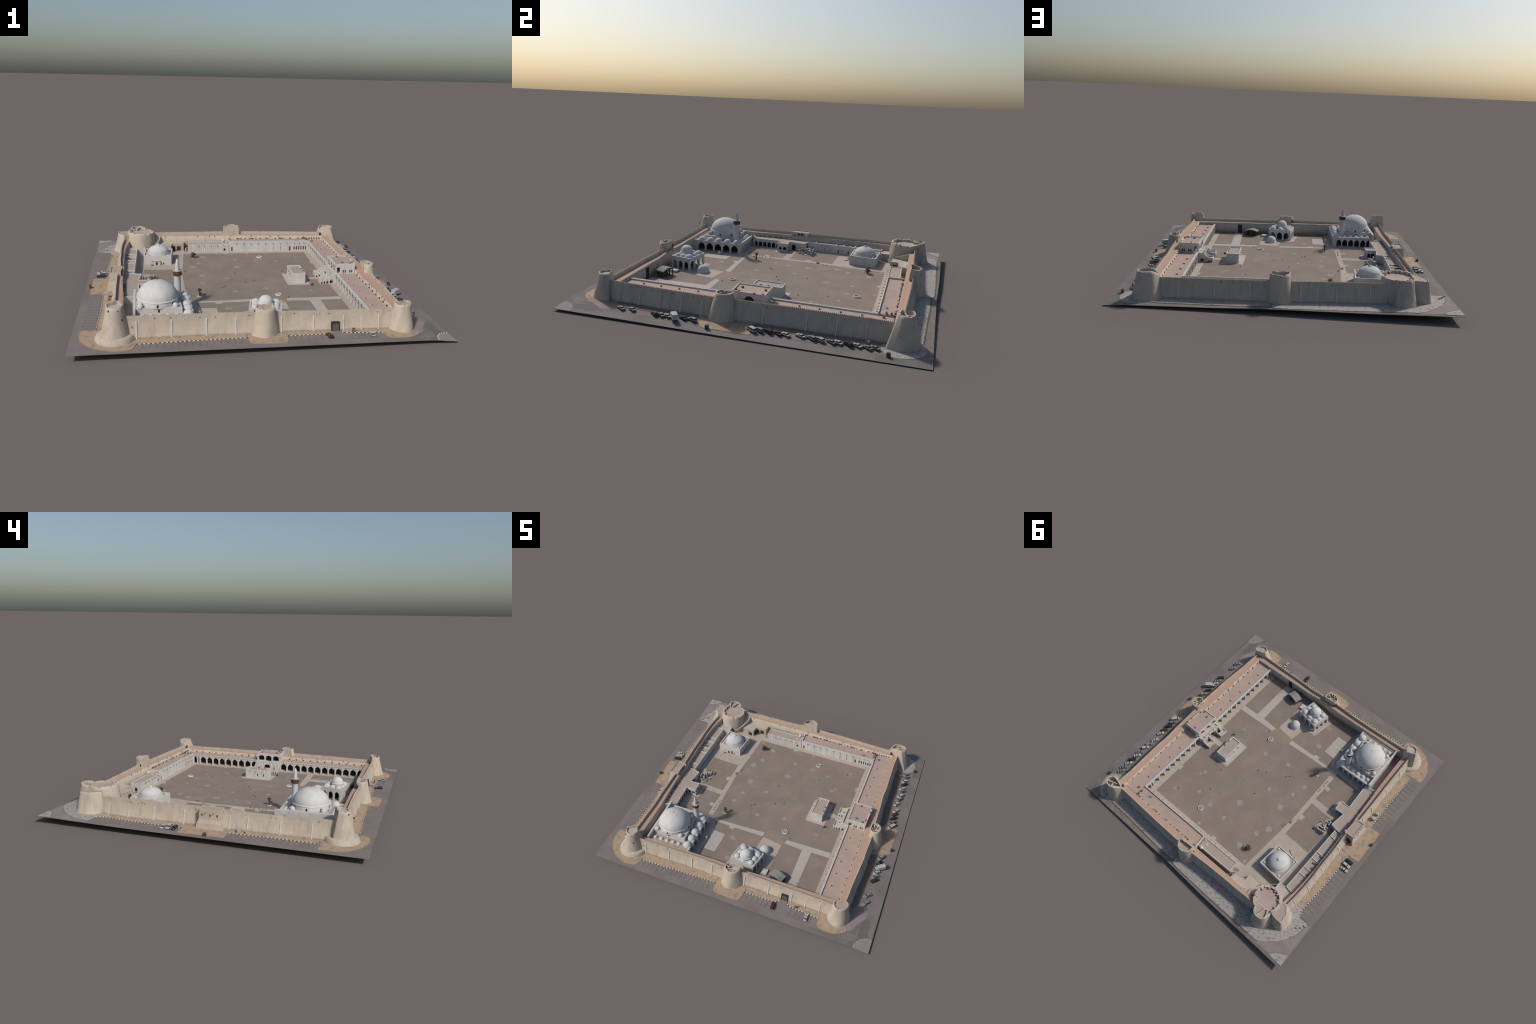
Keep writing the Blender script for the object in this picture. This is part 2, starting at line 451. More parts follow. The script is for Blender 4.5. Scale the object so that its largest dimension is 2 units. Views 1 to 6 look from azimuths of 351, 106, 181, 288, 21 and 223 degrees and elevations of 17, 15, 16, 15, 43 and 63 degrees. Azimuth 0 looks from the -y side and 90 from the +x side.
plate("tarmac", [[(0.60, -0.979), (0.60, -0.940), (0.71, -0.941), (0.78, -0.928), (0.855, -0.872), (0.905, -0.782), (0.932, -0.74), (0.955, -0.70), (0.994, -0.70), (0.998, -0.868), (0.955, -0.884), (0.92, -0.908), (0.898, -0.945), (0.893, -0.977)],
                [(0.93, 0.70), (0.985, 0.70), (0.986, 0.953), (0.80, 0.955), (0.78, 0.935), (0.86, 0.936), (0.915, 0.89), (0.94, 0.82)]], "tarmac", 0.0003)
plate("dusty_road", [[(-0.70, 0.962), (-0.76, 0.962), (-0.85, 0.898), (-0.93, 0.800), (-0.955, 0.73), (-0.958, 0.655), (-0.984, 0.655), (-0.990, 0.875), (-0.918, 0.920), (-0.880, 0.962)]], "dusty", 0.0003)
g = Geo()
for a in range(8):
    t = math.radians(97 + a * 11.2)
    revolve(g, 0.999 + 0.098 * math.cos(t), -0.976 + 0.098 * math.sin(t), [(0.0021, 0.000), (0.0021, 0.005), (0.0008, 0.0062)], 8)
make("bollard", g, "kerbw", site, stuff=True)
# stone flags on the north and north-west
NWP = [(-0.78, 0.60), (-0.868, 0.587), (-0.882, 0.648), (-0.955, 0.650)] + smooth_line([(-0.955, 0.655), (-0.950, 0.72), (-0.929, 0.786), (-0.895, 0.842), (-0.849, 0.890), (-0.80, 0.932), (-0.755, 0.953), (-0.69, 0.953)], 24) + [(-0.69, 0.80)]
plate("flagstone_pavement", [NWP, [(-0.886, 0.965), (-0.997, 0.970), (-0.993, 0.885), (-0.92, 0.925)]], "flag", 0.0011)
plate("flagstone_pavement", [[(-0.688, 0.80), (-0.688, 0.952), (-0.40, 0.951), (-0.05, 0.949), (0.03, 0.946), (0.055, 0.930), (0.06, 0.80)],
                             [(0.062, 0.80), (0.066, 0.918), (0.09, 0.926), (0.20, 0.928), (0.46, 0.915), (0.74, 0.906), (0.745, 0.80)],
                             [(0.747, 0.80), (0.76, 0.908)] + smooth_line([(0.80, 0.925), (0.85, 0.925), (0.892, 0.905), (0.922, 0.86), (0.934, 0.80), (0.926, 0.755), (0.90, 0.73), (0.852, 0.713)], 16) + [(0.79, 0.72)]], "flagn", 0.0010)
g = Geo()
NK = [(-0.69, 0.958), (-0.40, 0.957), (-0.05, 0.954), (0.035, 0.951), (0.066, 0.930), (0.20, 0.933), (0.46, 0.920), (0.74, 0.911)]
for a, b in zip(NK, NK[1:]): strip(g, a, b, 0.003, 0.0, 0.0020)
make("north_kerb", g, "kerbb", site)
plate("north_verge", [[(-0.87, 0.964), (-0.70, 0.961), (0.05, 0.956), (0.08, 0.938), (0.74, 0.918), (0.86, 0.938), (0.86, 0.955), (0.08, 0.960), (-0.26, 0.972), (-0.87, 0.981)]], "verge", 0.0005)

# parking bays, lines and striped kerbs
plate("parking_bay", [[(-0.86, -0.698), (-0.925, -0.70), (-0.932, -0.196), (-0.86, -0.196)],
                      [(-0.872, 0.089), (-0.940, 0.089), (-0.955, 0.642), (-0.882, 0.642), (-0.874, 0.5)],
                      [(-0.632, -0.896), (-0.640, -0.945), (-0.085, -0.930), (-0.085, -0.870)],
                      [(0.128, -0.868), (0.122, -0.935), (0.636, -0.930), (0.634, -0.868), (0.45, -0.860), (0.41, -0.82), (0.37, -0.82), (0.34, -0.860)],
                      [(0.874, 0.094), (0.925, 0.094), (0.92, 0.70), (0.858, 0.70), (0.856, 0.45)],
                      [(0.877, -0.214), (0.935, -0.180), (0.925, -0.64), (0.875, -0.64)]], "park", 0.0005)
g = Geo()
y = -0.66
while y < -0.22: strip(g, (-0.852, y), (-0.922, y + 0.004), 0.0024, -0.001, 0.0013); y += 0.0365
y = 0.125
while y < 0.64: strip(g, (-0.878, y), (-0.942, y + 0.004), 0.0024, -0.001, 0.0013); y += 0.0365
x = -0.60
while x < -0.10: strip(g, (x, -0.886), (x - 0.006, -0.935), 0.0024, -0.001, 0.0013); x += 0.0345
x = 0.16
while x < 0.33: strip(g, (x, -0.866), (x - 0.006, -0.925), 0.0024, -0.001, 0.0013); x += 0.0345
x = 0.46
while x < 0.62: strip(g, (x, -0.868), (x - 0.006, -0.925), 0.0024, -0.001, 0.0013); x += 0.0345
make("parking_line", g, "line", site, stuff=True)
def dashes(pts, size=0.0108):
    gw, gb = Geo(), Geo(); k = 0
    for a, b in zip(pts, pts[1:]):
        a, b = Vector(a), Vector(b); L = (b - a).length; m = max(1, round(L / size))
        for i in range(m):
            p, q = a.lerp(b, i / m), a.lerp(b, (i + 0.97) / m)
            strip(gw if k % 2 else gb, p, q, 0.0045, 0, 0.0036); k += 1
    return gw, gb
GW, GB = Geo(), Geo()
for pts in ([(-0.846, -0.700), (-0.848, -0.459), (-0.858, -0.196)], [(-0.871, 0.088), (-0.876, 0.325), (-0.870, 0.585), (-0.884, 0.645)],
            [(-0.637, -0.895), (-0.373, -0.881), (-0.083, -0.869)], [(0.126, -0.865), (0.30, -0.860), (0.347, -0.854), (0.366, -0.838)],
            [(0.414, -0.835), (0.426, -0.849), (0.448, -0.856), (0.638, -0.865)]):
    a, b = dashes(pts); GW.add(a.v, a.f); GB.add(b.v, b.f)
make("striped_kerb", GW, "kerbw", site, stuff=True)
make("striped_kerb", GB, "kerbb", site, stuff=True)

# courtyard
plate("courtyard", [[(-0.74, -0.76), (0.66, -0.76), (0.66, 0.76), (-0.66, 0.76), (-0.74, 0.60)]], "court", 0.0003)
PV = [[(0.559, -0.745), (0.625, -0.745), (0.625, 0.668), (0.559, 0.668), (0.5585, 0.388), (0.545, 0.386), (0.545, 0.346), (0.559, 0.346)],
      [(-0.358, 0.621), (-0.062, 0.6215), (-0.064, 0.604), (-0.028, 0.604), (-0.027, 0.622), (0.556, 0.626), (0.556, 0.67), (-0.345, 0.67)],
      [(-0.358, 0.619), (-0.370, 0.357), (-0.382, 0.148), (-0.366, -0.323), (-0.404, -0.327), (-0.407, -0.209), (-0.440, -0.209), (-0.440, -0.24), (-0.408, -0.241), (-0.404, -0.104), (-0.56, -0.100),
       (-0.60, -0.12), (-0.64, -0.12), (-0.64, -0.052), (-0.549, -0.052), (-0.408, -0.058), (-0.412, 0.058), (-0.440, 0.058), (-0.440, 0.100), (-0.414, 0.101), (-0.416, 0.251), (-0.632, 0.259), (-0.70, 0.26), (-0.70, 0.62), (-0.62, 0.70), (-0.36, 0.72), (-0.346, 0.66)],
      [(0.20, -0.612), (0.207, -0.525), (0.210, -0.395), (0.061, -0.374), (0.052, -0.491), (-0.014, -0.518), (-0.055, -0.514), (-0.088, -0.70), (0.13, -0.73), (0.165, -0.64)],
      [(-0.72, 0.05), (-0.637, 0.06), (-0.633, 0.257), (-0.72, 0.257)]]
plate("paving", PV, "pave", 0.0008)
PG = [[(0.054, -0.331), (-0.166, -0.343), (-0.346, -0.349), (-0.40, -0.345), (-0.40, -0.373), (-0.295, -0.371), (-0.205, -0.370), (-0.207, -0.392), (-0.170, -0.394), (-0.165, -0.374), (0.053, -0.370)],
      [(0.557, -0.324), (0.229, -0.335), (0.223, -0.369), (0.359, -0.378), (0.370, -0.75), (0.428, -0.75), (0.428, -0.374), (0.557, -0.371)],
      [(-0.204, -0.633), (-0.204, -0.459), (-0.292, -0.456), (-0.290, -0.632)],
      [(-0.303, -0.76), (-0.297, -0.456), (-0.322, -0.378), (-0.62, -0.357), (-0.66, -0.36), (-0.66, -0.41), (-0.345, -0.41), (-0.335, -0.76)],
      [(-0.605, -0.354), (-0.601, -0.20), (-0.66, -0.19), (-0.66, -0.354)],
      [(-0.55, -0.103), (-0.552, -0.20), (-0.60, -0.20), (-0.60, -0.12)],
      [(0.285, -0.096), (0.288, 0.133), (0.434, 0.130), (0.434, 0.045), (0.556, 0.040), (0.556, 0.0), (0.434, 0.004), (0.432, -0.098)]]
plate("paving_grey", PG, "paveg", 0.0011)
plate("sandy_patch", [[(0.223, -0.346), (0.208, -0.392), (0.130, -0.382), (0.063, -0.372), (0.058, -0.330), (0.079, -0.297), (0.150, -0.318)]], "sandp", 0.0006)
def blob(cx, cy, r, n=14):
    o = random.random() * 9
    return [(cx + r * (1 + 0.5 * wob(math.cos(a) + o, math.sin(a), 0, 1.6)) * math.cos(a), cy + r * 0.9 * (1 + 0.5 * wob(math.cos(a) + o, math.sin(a), 3, 1.6)) * math.sin(a)) for a in [2 * math.pi * i / n for i in range(n)]]
g = Geo()
for cx, cy, r in [(0.133, -0.149, .018), (-0.063, -0.189, .017), (-0.286, -0.124, .017), (-0.256, -0.021, .017), (-0.253, 0.118, .024), (-0.302, 0.306, .024), (-0.255, 0.384, .021), (0.161, 0.445, .018),
                  (0.003, 0.289, .026), (0.008, 0.455, .018), (-0.221, 0.533, .022), (0.118, 0.604, .014), (-0.335, 0.596, .015), (-0.14, -0.47, .022), (0.38, 0.275, .014), (0.40, 0.305, .014), (-0.10, -0.645, .02), (0.41, -0.20, .014), (0.30, 0.42, .014), (0.46, 0.52, .012), (-0.09, 0.06, .016)]:
    prism(g, blob(cx, cy, r), -0.001, 0.0006)
make("worn_patch", g, "patch", site, stuff=True)
def basin(x, y):
    g = Geo()
    revolve(g, x, y, [(0.021, 0.0), (0.0205, 0.006), (0.0195, 0.007), (0.0155, 0.007), (0.015, 0.0055), (0.015, 0.002)], 32)
    b = make("well_basin", g, "dome", site)
    g = Geo(); revolve(g, x, y, [(0.0148, 0.001), (0.0148, 0.003), (0.002, 0.0032)], 24)
    make("basin_soil", g, "sand", b)
basin(0.190, -0.2685); basin(0.195, 0.511)
g = Geo()
for x, y in ((-0.386, -0.27), (-0.386, -0.248), (-0.388, -0.225), (-0.384, -0.185), (-0.384, -0.165), (0.245, -0.315), (-0.365, 0.20), (-0.36, 0.22), (0.08, 0.0), (0.02, -0.03), (-0.12, -0.10), (-0.14, -0.12), (0.30, 0.18), (-0.03, 0.16), (0.44, 0.50), (0.25, 0.35)):
    box(g, x, y, 0.001, 0.006, 0.006, 0.003)
make("ground_light", g, "bin", site, stuff=True)
g = Geo(); box(g, -0.392, 0.155, 0.002, 0.012, 0.020, 0.006, 0.1); make("bench", g, "sand", site)
g = Geo(); box(g, 0.440, -0.112, 0.001, 0.014, 0.010, 0.006, 0.5); box(g, 0.444, -0.108, 0.006, 0.006, 0.006, 0.008, 0.9); make("planter", g, "bin", site)
g = Geo(); revolve(g, 0.415, -0.665, [(0.010, 0), (0.009, 0.004), (0.006, 0.005), (0.005, 0.003)], 14); make("drain_cover", g, "stone", site)
# low fountain block by the mosque
g = Geo(); box(g, -0.309, -0.548, 0.001, 0.014, 0.018, 0.016); revolve(g, -0.309, -0.548, domeprof(0.008, 0.016, 0.007, 6), 16); make("stone_post", g, "white", site)
g = Geo(); prism(g, [(0.206, -0.638), (0.207, -0.682), (0.168, -0.684), (0.168, -0.640)], 0, 0.012); box(g, 0.195, -0.648, 0.012, 0.004, 0.008, 0.002); make("stone_bench", g, "white", site)

# ---------------- curtain walls
walls = empty("fortification", fort)
def curtain(outer, inner, htop, walk_drop, axis, sgn, n, name="curtain_wall", base_off=0.020, merl=True, gate=None):
    """battered adobe wall: outer face, thin parapet, walkway, inner face.
    outer/inner: coordinate across the wall as a function of the one along it."""
    a0, a1 = outer[0][0], outer[-1][0]
    g = Geo(); st = []
    gw = Geo()
    rows = []
    for i in range(n + 1):
        s = a0 + (a1 - a0) * i / n
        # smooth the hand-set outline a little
        o = sum(interp(outer, s + d) for d in (-0.03, -0.015, 0, 0.015, 0.03)) / 5
        q = sum(interp(inner, s + d) for d in (-0.03, -0.015, 0, 0.015, 0.03)) / 5
        h = interp(htop, s); hw = h - walk_drop
        P = [(o + sgn * base_off, -0.003), (o + sgn * base_off * 0.80, 0.012), (o + sgn * base_off * 0.48, 0.036), (o + sgn * base_off * 0.22, 0.062), (o + sgn * base_off * 0.06, 0.088), (o, h),
             (o - sgn * 0.0065, h), (o - sgn * 0.0075, hw), (q, hw), (q - sgn * 0.002, 0.045), (q - sgn * 0.003, -0.003)]
        row = []
        for k, (c, z) in enumerate(P):
            w = 0.0030 * wob(s, c, z, 16) + 0.0016 * wob(s, c, z + 5, 45) if k in (1, 2, 3, 4, 9) else 0.0
            c2 = c + sgn * w
            row.append((s, c2, z) if axis == 0 else (c2, s, z))
        rows.append(row)
        st.append((s, o, q, h, hw))
    m = len(rows[0])
    vs = [p for r in rows for p in r]
    fs = []
    for i in range(n):
        for k in range(m):
            k2 = (k + 1) % m
            fs.append((i * m + k, i * m + k2, (i + 1) * m + k2, (i + 1) * m + k))
    g.add(vs, fs, 0, False)
    for k, f in enumerate(fs):
        g.sm[k] = (k % m) in (0, 1, 2, 3, 8, 9)
    g.add(vs, [tuple(range(m)), tuple(reversed(range(n * m, n * m + m)))])
    ob = make(name, g, "adobe", walls)
    # walkway paving
    for i in range(n):
        (s, o, q, h, hw), (s2, o2, q2, h2, hw2) = st[i], st[i + 1]
        a, b = o - sgn * 0.0079, q + sgn * 0.003
        c, d = o2 - sgn * 0.0079, q2 + sgn * 0.003
        v = []
        for (t, x, z) in ((s, a, hw), (s2, c, hw2), (s2, d, hw2), (s, b, hw)):
            v.append((t, x, z + 0.0012) if axis == 0 else (x, t, z + 0.0012))
        gw.add(v, [(0, 1, 2, 3)])
    gw2 = Geo(); nn = len(gw.v)
    gw2.add(gw.v + [(x, y, z - 0.003) for x, y, z in gw.v], [f for f in gw.f] + [tuple(nn + i for i in reversed(f)) for f in gw.f])
    for i in range(n):
        for a, b in ((0, 1), (2, 3)):
            k = i * 4
            gw2.add([gw2.v[k + a], gw2.v[k + b], gw2.v[nn + k + b], gw2.v[nn + k + a]], [(0, 1, 2, 3)])
    make("wall_walk", gw2, "walk", ob)
    if merl:
        gm = Geo(); s = a0 + 0.01
        while s < a1 - 0.01:
            o = sum(interp(outer, s + d) for d in (-0.03, -0.015, 0, 0.015, 0.03)) / 5
            h = interp(htop, s); w = 0.0031 + 0.0006 * random.random()
            c = o - sgn * 0.0033
            p = [(s - w, c - 0.0026), (s + w, c - 0.0026), (s + w, c + 0.0026), (s - w, c + 0.0026)]
            t = [(s - w * 0.45, c - 0.0022), (s + w * 0.45, c - 0.0022), (s + w * 0.45, c + 0.0022), (s - w * 0.45, c + 0.0022)]
            if axis: p = [(b, a) for a, b in reversed(p)]; t = [(b, a) for a, b in reversed(t)]
            prism(gm, ccw(p), h - 0.001, h + 0.0034 + 0.0010 * random.random(), 0, ccw(t))
            s += 0.0098 + 0.0006 * random.random()
        make("merlon", gm, "adobe", ob, stuff=True)
    return st, ob

ST_S, W_S = curtain([(-0.72, -0.816), (-0.68, -0.814), (-0.51, -0.809), (-0.353, -0.803), (-0.19, -0.801), (-0.057, -0.805), (0.083, -0.798), (0.175, -0.792), (0.278, -0.795), (0.378, -0.797), (0.48, -0.796), (0.574, -0.797), (0.695, -0.798), (0.74, -0.799)],
                    [(-0.72, -0.772), (-0.31, -0.764), (-0.10, -0.758), (0.07, -0.764), (0.2, -0.752), (0.38, -0.7496), (0.595, -0.7456), (0.74, -0.744)],
                    [(-0.72, 0.1105), (-0.35, 0.109), (-0.05, 0.1085), (0.12, 0.107), (0.18, 0.104), (0.74, 0.1022)], 0.0205, 0, -1, 110, base_off=0.022)
ST_E, W_E = curtain([(-0.77, 0.778), (-0.73, 0.780), (-0.57, 0.785), (-0.38, 0.797), (-0.265, 0.796), (-0.173, 0.800), (-0.02, 0.790), (0.164, 0.785), (0.2675, 0.777), (0.379, 0.782), (0.52, 0.778), (0.6486, 0.774), (0.757, 0.779), (0.80, 0.78)],
                    [(-0.77, 0.735), (0.80, 0.731)], [(-0.77, 0.103), (-0.3, 0.103), (0.8, 0.101)], 0.0175, 1, 1, 110, base_off=0.027)
ST_N, W_N = curtain([(-0.60, 0.797), (-0.56, 0.797), (-0.47, 0.802), (-0.338, 0.804), (-0.207, 0.809), (-0.061, 0.819), (0.096, 0.819), (0.271, 0.817), (0.427, 0.813), (0.60, 0.808), (0.6655, 0.806), (0.74, 0.805)],
                    [(-0.60, 0.761), (-0.05, 0.768), (0.56, 0.765), (0.74, 0.763)], [(-0.60, 0.1175), (-0.3, 0.117), (0.1, 0.1165), (0.45, 0.1135), (0.74, 0.1105)], 0.0195, 0, 1, 100, base_off=0.028)
ST_W, W_W = curtain([(-0.78, -0.757), (-0.69, -0.760), (-0.477, -0.766), (-0.32, -0.774), (-0.1467, -0.780), (0.0217, -0.771), (0.1658, -0.783), (0.2976, -0.786), (0.405, -0.793), (0.533, -0.794), (0.642, -0.787), (0.70, -0.783)],
                    [(-0.78, -0.708), (-0.66, -0.712), (-0.45, -0.722), (-0.34, -0.732), (-0.15, -0.745), (0.02, -0.748), (0.16, -0.757), (0.34, -0.764), (0.49, -0.765), (0.63, -0.751), (0.70, -0.745)],
                    [(-0.78, 0.109), (-0.65, 0.106), (-0.46, 0.1005), (-0.3, 0.1025), (0, 0.106), (0.7, 0.107)], 0.0185, 1, -1, 110, base_off=0.027)

# whitewashed drain chutes down the outer faces
def chute(axis, sgn, st, at, base_off, w=0.0058):
    s, o, q, h, hw = min(st, key=lambda r: abs(r[0] - at))
    w *= 0.85 + 0.4 * random.random()
    P = [(o + sgn * (base_off * 1.0 + 0.0022), 0.001), (o + sgn * (base_off * 0.80 + 0.0034), 0.012), (o + sgn * (base_off * 0.48 + 0.0038), 0.036), (o + sgn * (base_off * 0.22 + 0.0038), 0.062), (o + sgn * (base_off * 0.09 + 0.0034), h - 0.030), (o + sgn * (base_off * 0.05 + 0.002), h - 0.024)]
    g = Geo(); v, f = [], []
    for c, z in P:
        for d, e in ((-w / 2, -0.008), (-w / 2, 0), (w / 2, 0), (w / 2, -0.008)):
            v.append((at + d, c + sgn * e, z) if axis == 0 else (c + sgn * e, at + d, z))
    m = len(P)
    for k in range(m - 1):
        for i in range(4):
            j = (i + 1) % 4
            f.append((k * 4 + i, k * 4 + j, k * 4 + 4 + j, k * 4 + 4 + i))
    f += [(0, 1, 2, 3), (m * 4 - 1, m * 4 - 2, m * 4 - 3, m * 4 - 4)]
    g.add(v, f)
    return g
for axis, sgn, st, par, bo, ats in ((0, -1, ST_S, W_S, 0.022, (-0.637, -0.463, -0.288, -0.138, 0.100, 0.272, 0.435, 0.532, 0.628)),
                                    (1, 1, ST_E, W_E, 0.027, (-0.709, -0.58, -0.455, -0.334, -0.216, -0.008, 0.113, 0.339, 0.491, 0.637)),
                                    (0, 1, ST_N, W_N, 0.024, (0.593, 0.488, 0.387, 0.318, 0.184, -0.104, -0.198, -0.310, -0.501)),
                                    (1, -1, ST_W, W_W, 0.027, (0.599, 0.465, 0.300, 0.107, -0.176, -0.283, -0.473, -0.651))):
    for a in ats: make("drain_chute", chute(axis, sgn, st, a, bo), "white", par)

# south gate: solid dark block in place of a recess, timber leaf
g = Geo(); prism(g, [(0.366, -0.8225), (0.414, -0.8225), (0.414, -0.80), (0.366, -0.80)], 0.0, 0.0465, top=[(0.367, -0.8105), (0.413, -0.8105), (0.412, -0.79), (0.368, -0.79)])
make("gate_dark_block", g, "dark", W_S)
g = Geo(); prism(g, [(0.374, -0.8235), (0.408, -0.8235), (0.408, -0.80), (0.374, -0.80)], 0.0, 0.034, top=[(0.374, -0.8145), (0.408, -0.8145), (0.408, -0.80), (0.374, -0.80)])
make("gate_leaf", g, "woodg", W_S)

g = Geo(); strip(g, (0.377, -0.748), (0.411, -0.748), 0.008, 0.001, 0.070); make("doorway_dark_panel", g, "dark", W_S)  # dark panel on the court side stands in for the doorway
# small brown blocks standing in for loopholes, and spouts
g = Geo()
for i in range(46):
    side = i % 4
    st = (ST_S, ST_E, ST_N, ST_W)[side]; sg = (-1, 1, 1, -1)[side]; ax = (0, 1, 0, 1)[side]
    s, o, q, h, hw = st[random.randrange(6, len(st) - 6)]
    z = h - 0.012 - 0.01 * random.random()
    if ax == 0: box(g, s, o + sg * 0.001, z, 0.0045, 0.005, 0.0045)
    else: box(g, o + sg * 0.001, s, z, 0.005, 0.0045, 0.0045)
    if ax == 0: box(g, s + 0.03, q, hw - 0.004, 0.004, 0.012, 0.004)
    else: box(g, q, s + 0.03, hw - 0.004, 0.012, 0.004, 0.004)
make("wall_spout", g, "unit", walls, stuff=True)

# ---------------- towers
def tower(arc_base, arc_top, h, floor_h, n=34, m=8, curve=1.7, rim=0.008, htop=None, inner_base=None, name="tower", mat_floor="roofb", smooth_arc=True, zbase=-0.003, bulge=0.0):
    """arc_* run round the outside from one inner corner to the other; the closing
    side(s), facing the court, come from inner_base/straight."""
    A = smooth_line(arc_base, n); B = smooth_line(arc_top, n)
    ib = inner_base or []
    # straight sides back from the last arc point through ib to the first
    def back(a, b, mids):
        pts = [a] + mids + [b]; out = []
        for p, q in zip(pts, pts[1:]):
            for k in range(m):
                out.append((p[0] + (q[0] - p[0]) * k / m, p[1] + (q[1] - p[1]) * k / m))
        return out[1:]
    base = A + back(A[-1], A[0], [p[0] for p in ib])
    topo = B + back(B[-1], B[0], [p[1] for p in ib])
    N = len(base)
    hs = []
    for i in range(N):
        x, y = topo[i]
        hh = htop(x, y) if htop else h
        hs.append(hh + 0.0018 * wob(x, y, 1, 45) - (0.0045 if m > 1 and wob(x, y, 7, 60) > 0.30 else 0.0))
    rows = [0, 0.08, 0.18, 0.3, 0.45, 0.6, 0.75, 0.9, 1.0]
    v = []
    for t in rows:
        k = (1 - t) ** curve
        for i in range(N):
            bx, by = base[i]; tx, ty = topo[i]
            x, y, z = tx + (bx - tx) * k, ty + (by - ty) * k, zbase + (hs[i] - zbase) * t
            if 0 < t < 1:
                w = 0.0022 * wob(x, y, z, 22) + bulge * math.sin(math.pi * t)
                cx = sum(p[0] for p in topo) / N; cy = sum(p[1] for p in topo) / N
                d = math.hypot(x - cx, y - cy) or 1
                x += w * (x - cx) / d; y += w * (y - cy) / d
            v.append((x, y, z))
    f, sm = [], []
    R = len(rows)
    tin = inset(topo, rim)
    if area(topo) < 0: tin = list(reversed(inset(list(reversed(topo)), rim)))
    v += [(x, y, hs[i] + 0.0005) for i, (x, y) in enumerate(tin)]
    v += [(x, y, floor_h) for x, y in tin]
    g = Geo()
    for k in range(R + 1):
        for i in range(N):
            j = (i + 1) % N
            f.append((k * N + i, k * N + j, (k + 1) * N + j, (k + 1) * N + i)); sm.append(k < R - 1 and i < n - 1)
    g.add(v, f)
    g.sm = sm
    g.add(v, [tuple((R + 1) * N + i for i in range(N)), tuple(range(N - 1, -1, -1))])
    ob = make(name, g, "adobe", walls)
    # floor screed
    g = Geo(); prism(g, ccw(inset(ccw(topo), rim * 0.9)), floor_h - 0.003, floor_h + 0.001)
    make("tower_floor", g, mat_floor, ob)
    return ob, topo
def fins(ob, cx, cy, r0, r1, angs, z0, z1, w=0.007):
    for a in angs:
        t = math.radians(a); g = Geo()
        strip(g, (cx + r0 * math.cos(t), cy + r0 * math.sin(t)), (cx + r1 * math.cos(t), cy + r1 * math.sin(t)), w, z0, z1)
        make("tower_partition", g, "cream", ob)
def holes(ob, pts):
    g = Geo()
    for x, y, z, s in pts: box(g, x, y, z, s, s, s * 1.6, 0.4)
    make("loophole_dark_block", g, "dark", ob, stuff=True)  # solid dark blocks on the face, no holes are cut

# south-east
T1, _ = tower([(0.690, -0.782), (0.684, -0.82), (0.702, -0.857), (0.738, -0.880), (0.774, -0.880), (0.808, -0.856), (0.830, -0.805), (0.822, -0.752)],
              [(0.711, -0.793), (0.716, -0.822), (0.738, -0.843), (0.765, -0.843), (0.790, -0.828), (0.803, -0.803), (0.803, -0.783), (0.789, -0.769)], 0.143, 0.131, rim=0.005, curve=1.15, inner_base=[], mat_floor="roofb")
# south middle
T2, _ = tower([(-0.062, -0.800), (-0.055, -0.845), (-0.020, -0.876), (0.020, -0.882), (0.060, -0.860), (0.092, -0.818), (0.090, -0.785)],
              [(-0.030, -0.781), (-0.036, -0.812), (-0.018, -0.838), (0.014, -0.847), (0.046, -0.836), (0.066, -0.808), (0.056, -0.778)], 0.140, 0.116, rim=0.006, mat_floor="cream", curve=1.1,
              htop=lambda x, y: 0.139 + 0.006 * sstep(-0.80, -0.775, y))
fins(T2, 0.014, -0.808, 0.019, 0.040, (172, 222, 262, 305, 350), 0.115, 0.138, 0.006)
g = Geo(); box(g, -0.036, -0.790, 0.092, 0.010, 0.014, 0.022); make("tower_door_dark_block", g, "dark", T2)  # solid dark block stands in for the doorway's shade
# south-west (tallest, on a round plinth)
T3, _ = tower([(-0.668, -0.790), (-0.672, -0.840), (-0.700, -0.876), (-0.745, -0.890), (-0.790, -0.872), (-0.815, -0.825), (-0.806, -0.768)],
              [(-0.699, -0.800), (-0.706, -0.828), (-0.727, -0.845), (-0.752, -0.846), (-0.771, -0.833), (-0.780, -0.812), (-0.784, -0.795)], 0.169, 0.160, rim=0.006, curve=0.95,
              inner_base=[((-0.70, -0.742), (-0.725, -0.764))], htop=lambda x, y: 0.169 + 0.012 * sstep(-0.815, -0.764, y), mat_floor="paveg")
g = Geo()
P = []
for i in range(48):
    a = 2 * math.pi * i / 48
    P.append((a, 0.100 + 0.002 * wob(math.cos(a), math.sin(a), 0, 3)))
def rg(r_off, z): return [(-0.742 + (r + r_off) * math.cos(a), -0.812 + (r + r_off) * math.sin(a), z) for a, r in P]
rings = [rg(0.002, -0.003), rg(-0.002, 0.010), rg(-0.008, 0.019), rg(-0.012, 0.0225), rg(-0.040, 0.0235)]
v = [p for r in rings for p in r]
f = [(k * 48 + i, k * 48 + (i + 1) % 48, (k + 1) * 48 + (i + 1) % 48, (k + 1) * 48 + i) for k in range(4) for i in range(48)]
g.add(v, f, 0, True); g.add(v, [tuple(range(192, 240))])
make("tower_plinth", g, "adobe", T3)
holes(T3, [(-0.722, -0.846, 0.148, 0.005), (-0.700, -0.866, 0.110, 0.006), (-0.765, -0.846, 0.150, 0.005), (-0.69, -0.815, 0.152, 0.004)])
g = Geo(); box(g, -0.742, -0.775, 0.100, 0.016, 0.012, 0.024, -0.4); make("tower_door_dark_block", g, "dark", T3)  # doorway drawn as a solid dark block
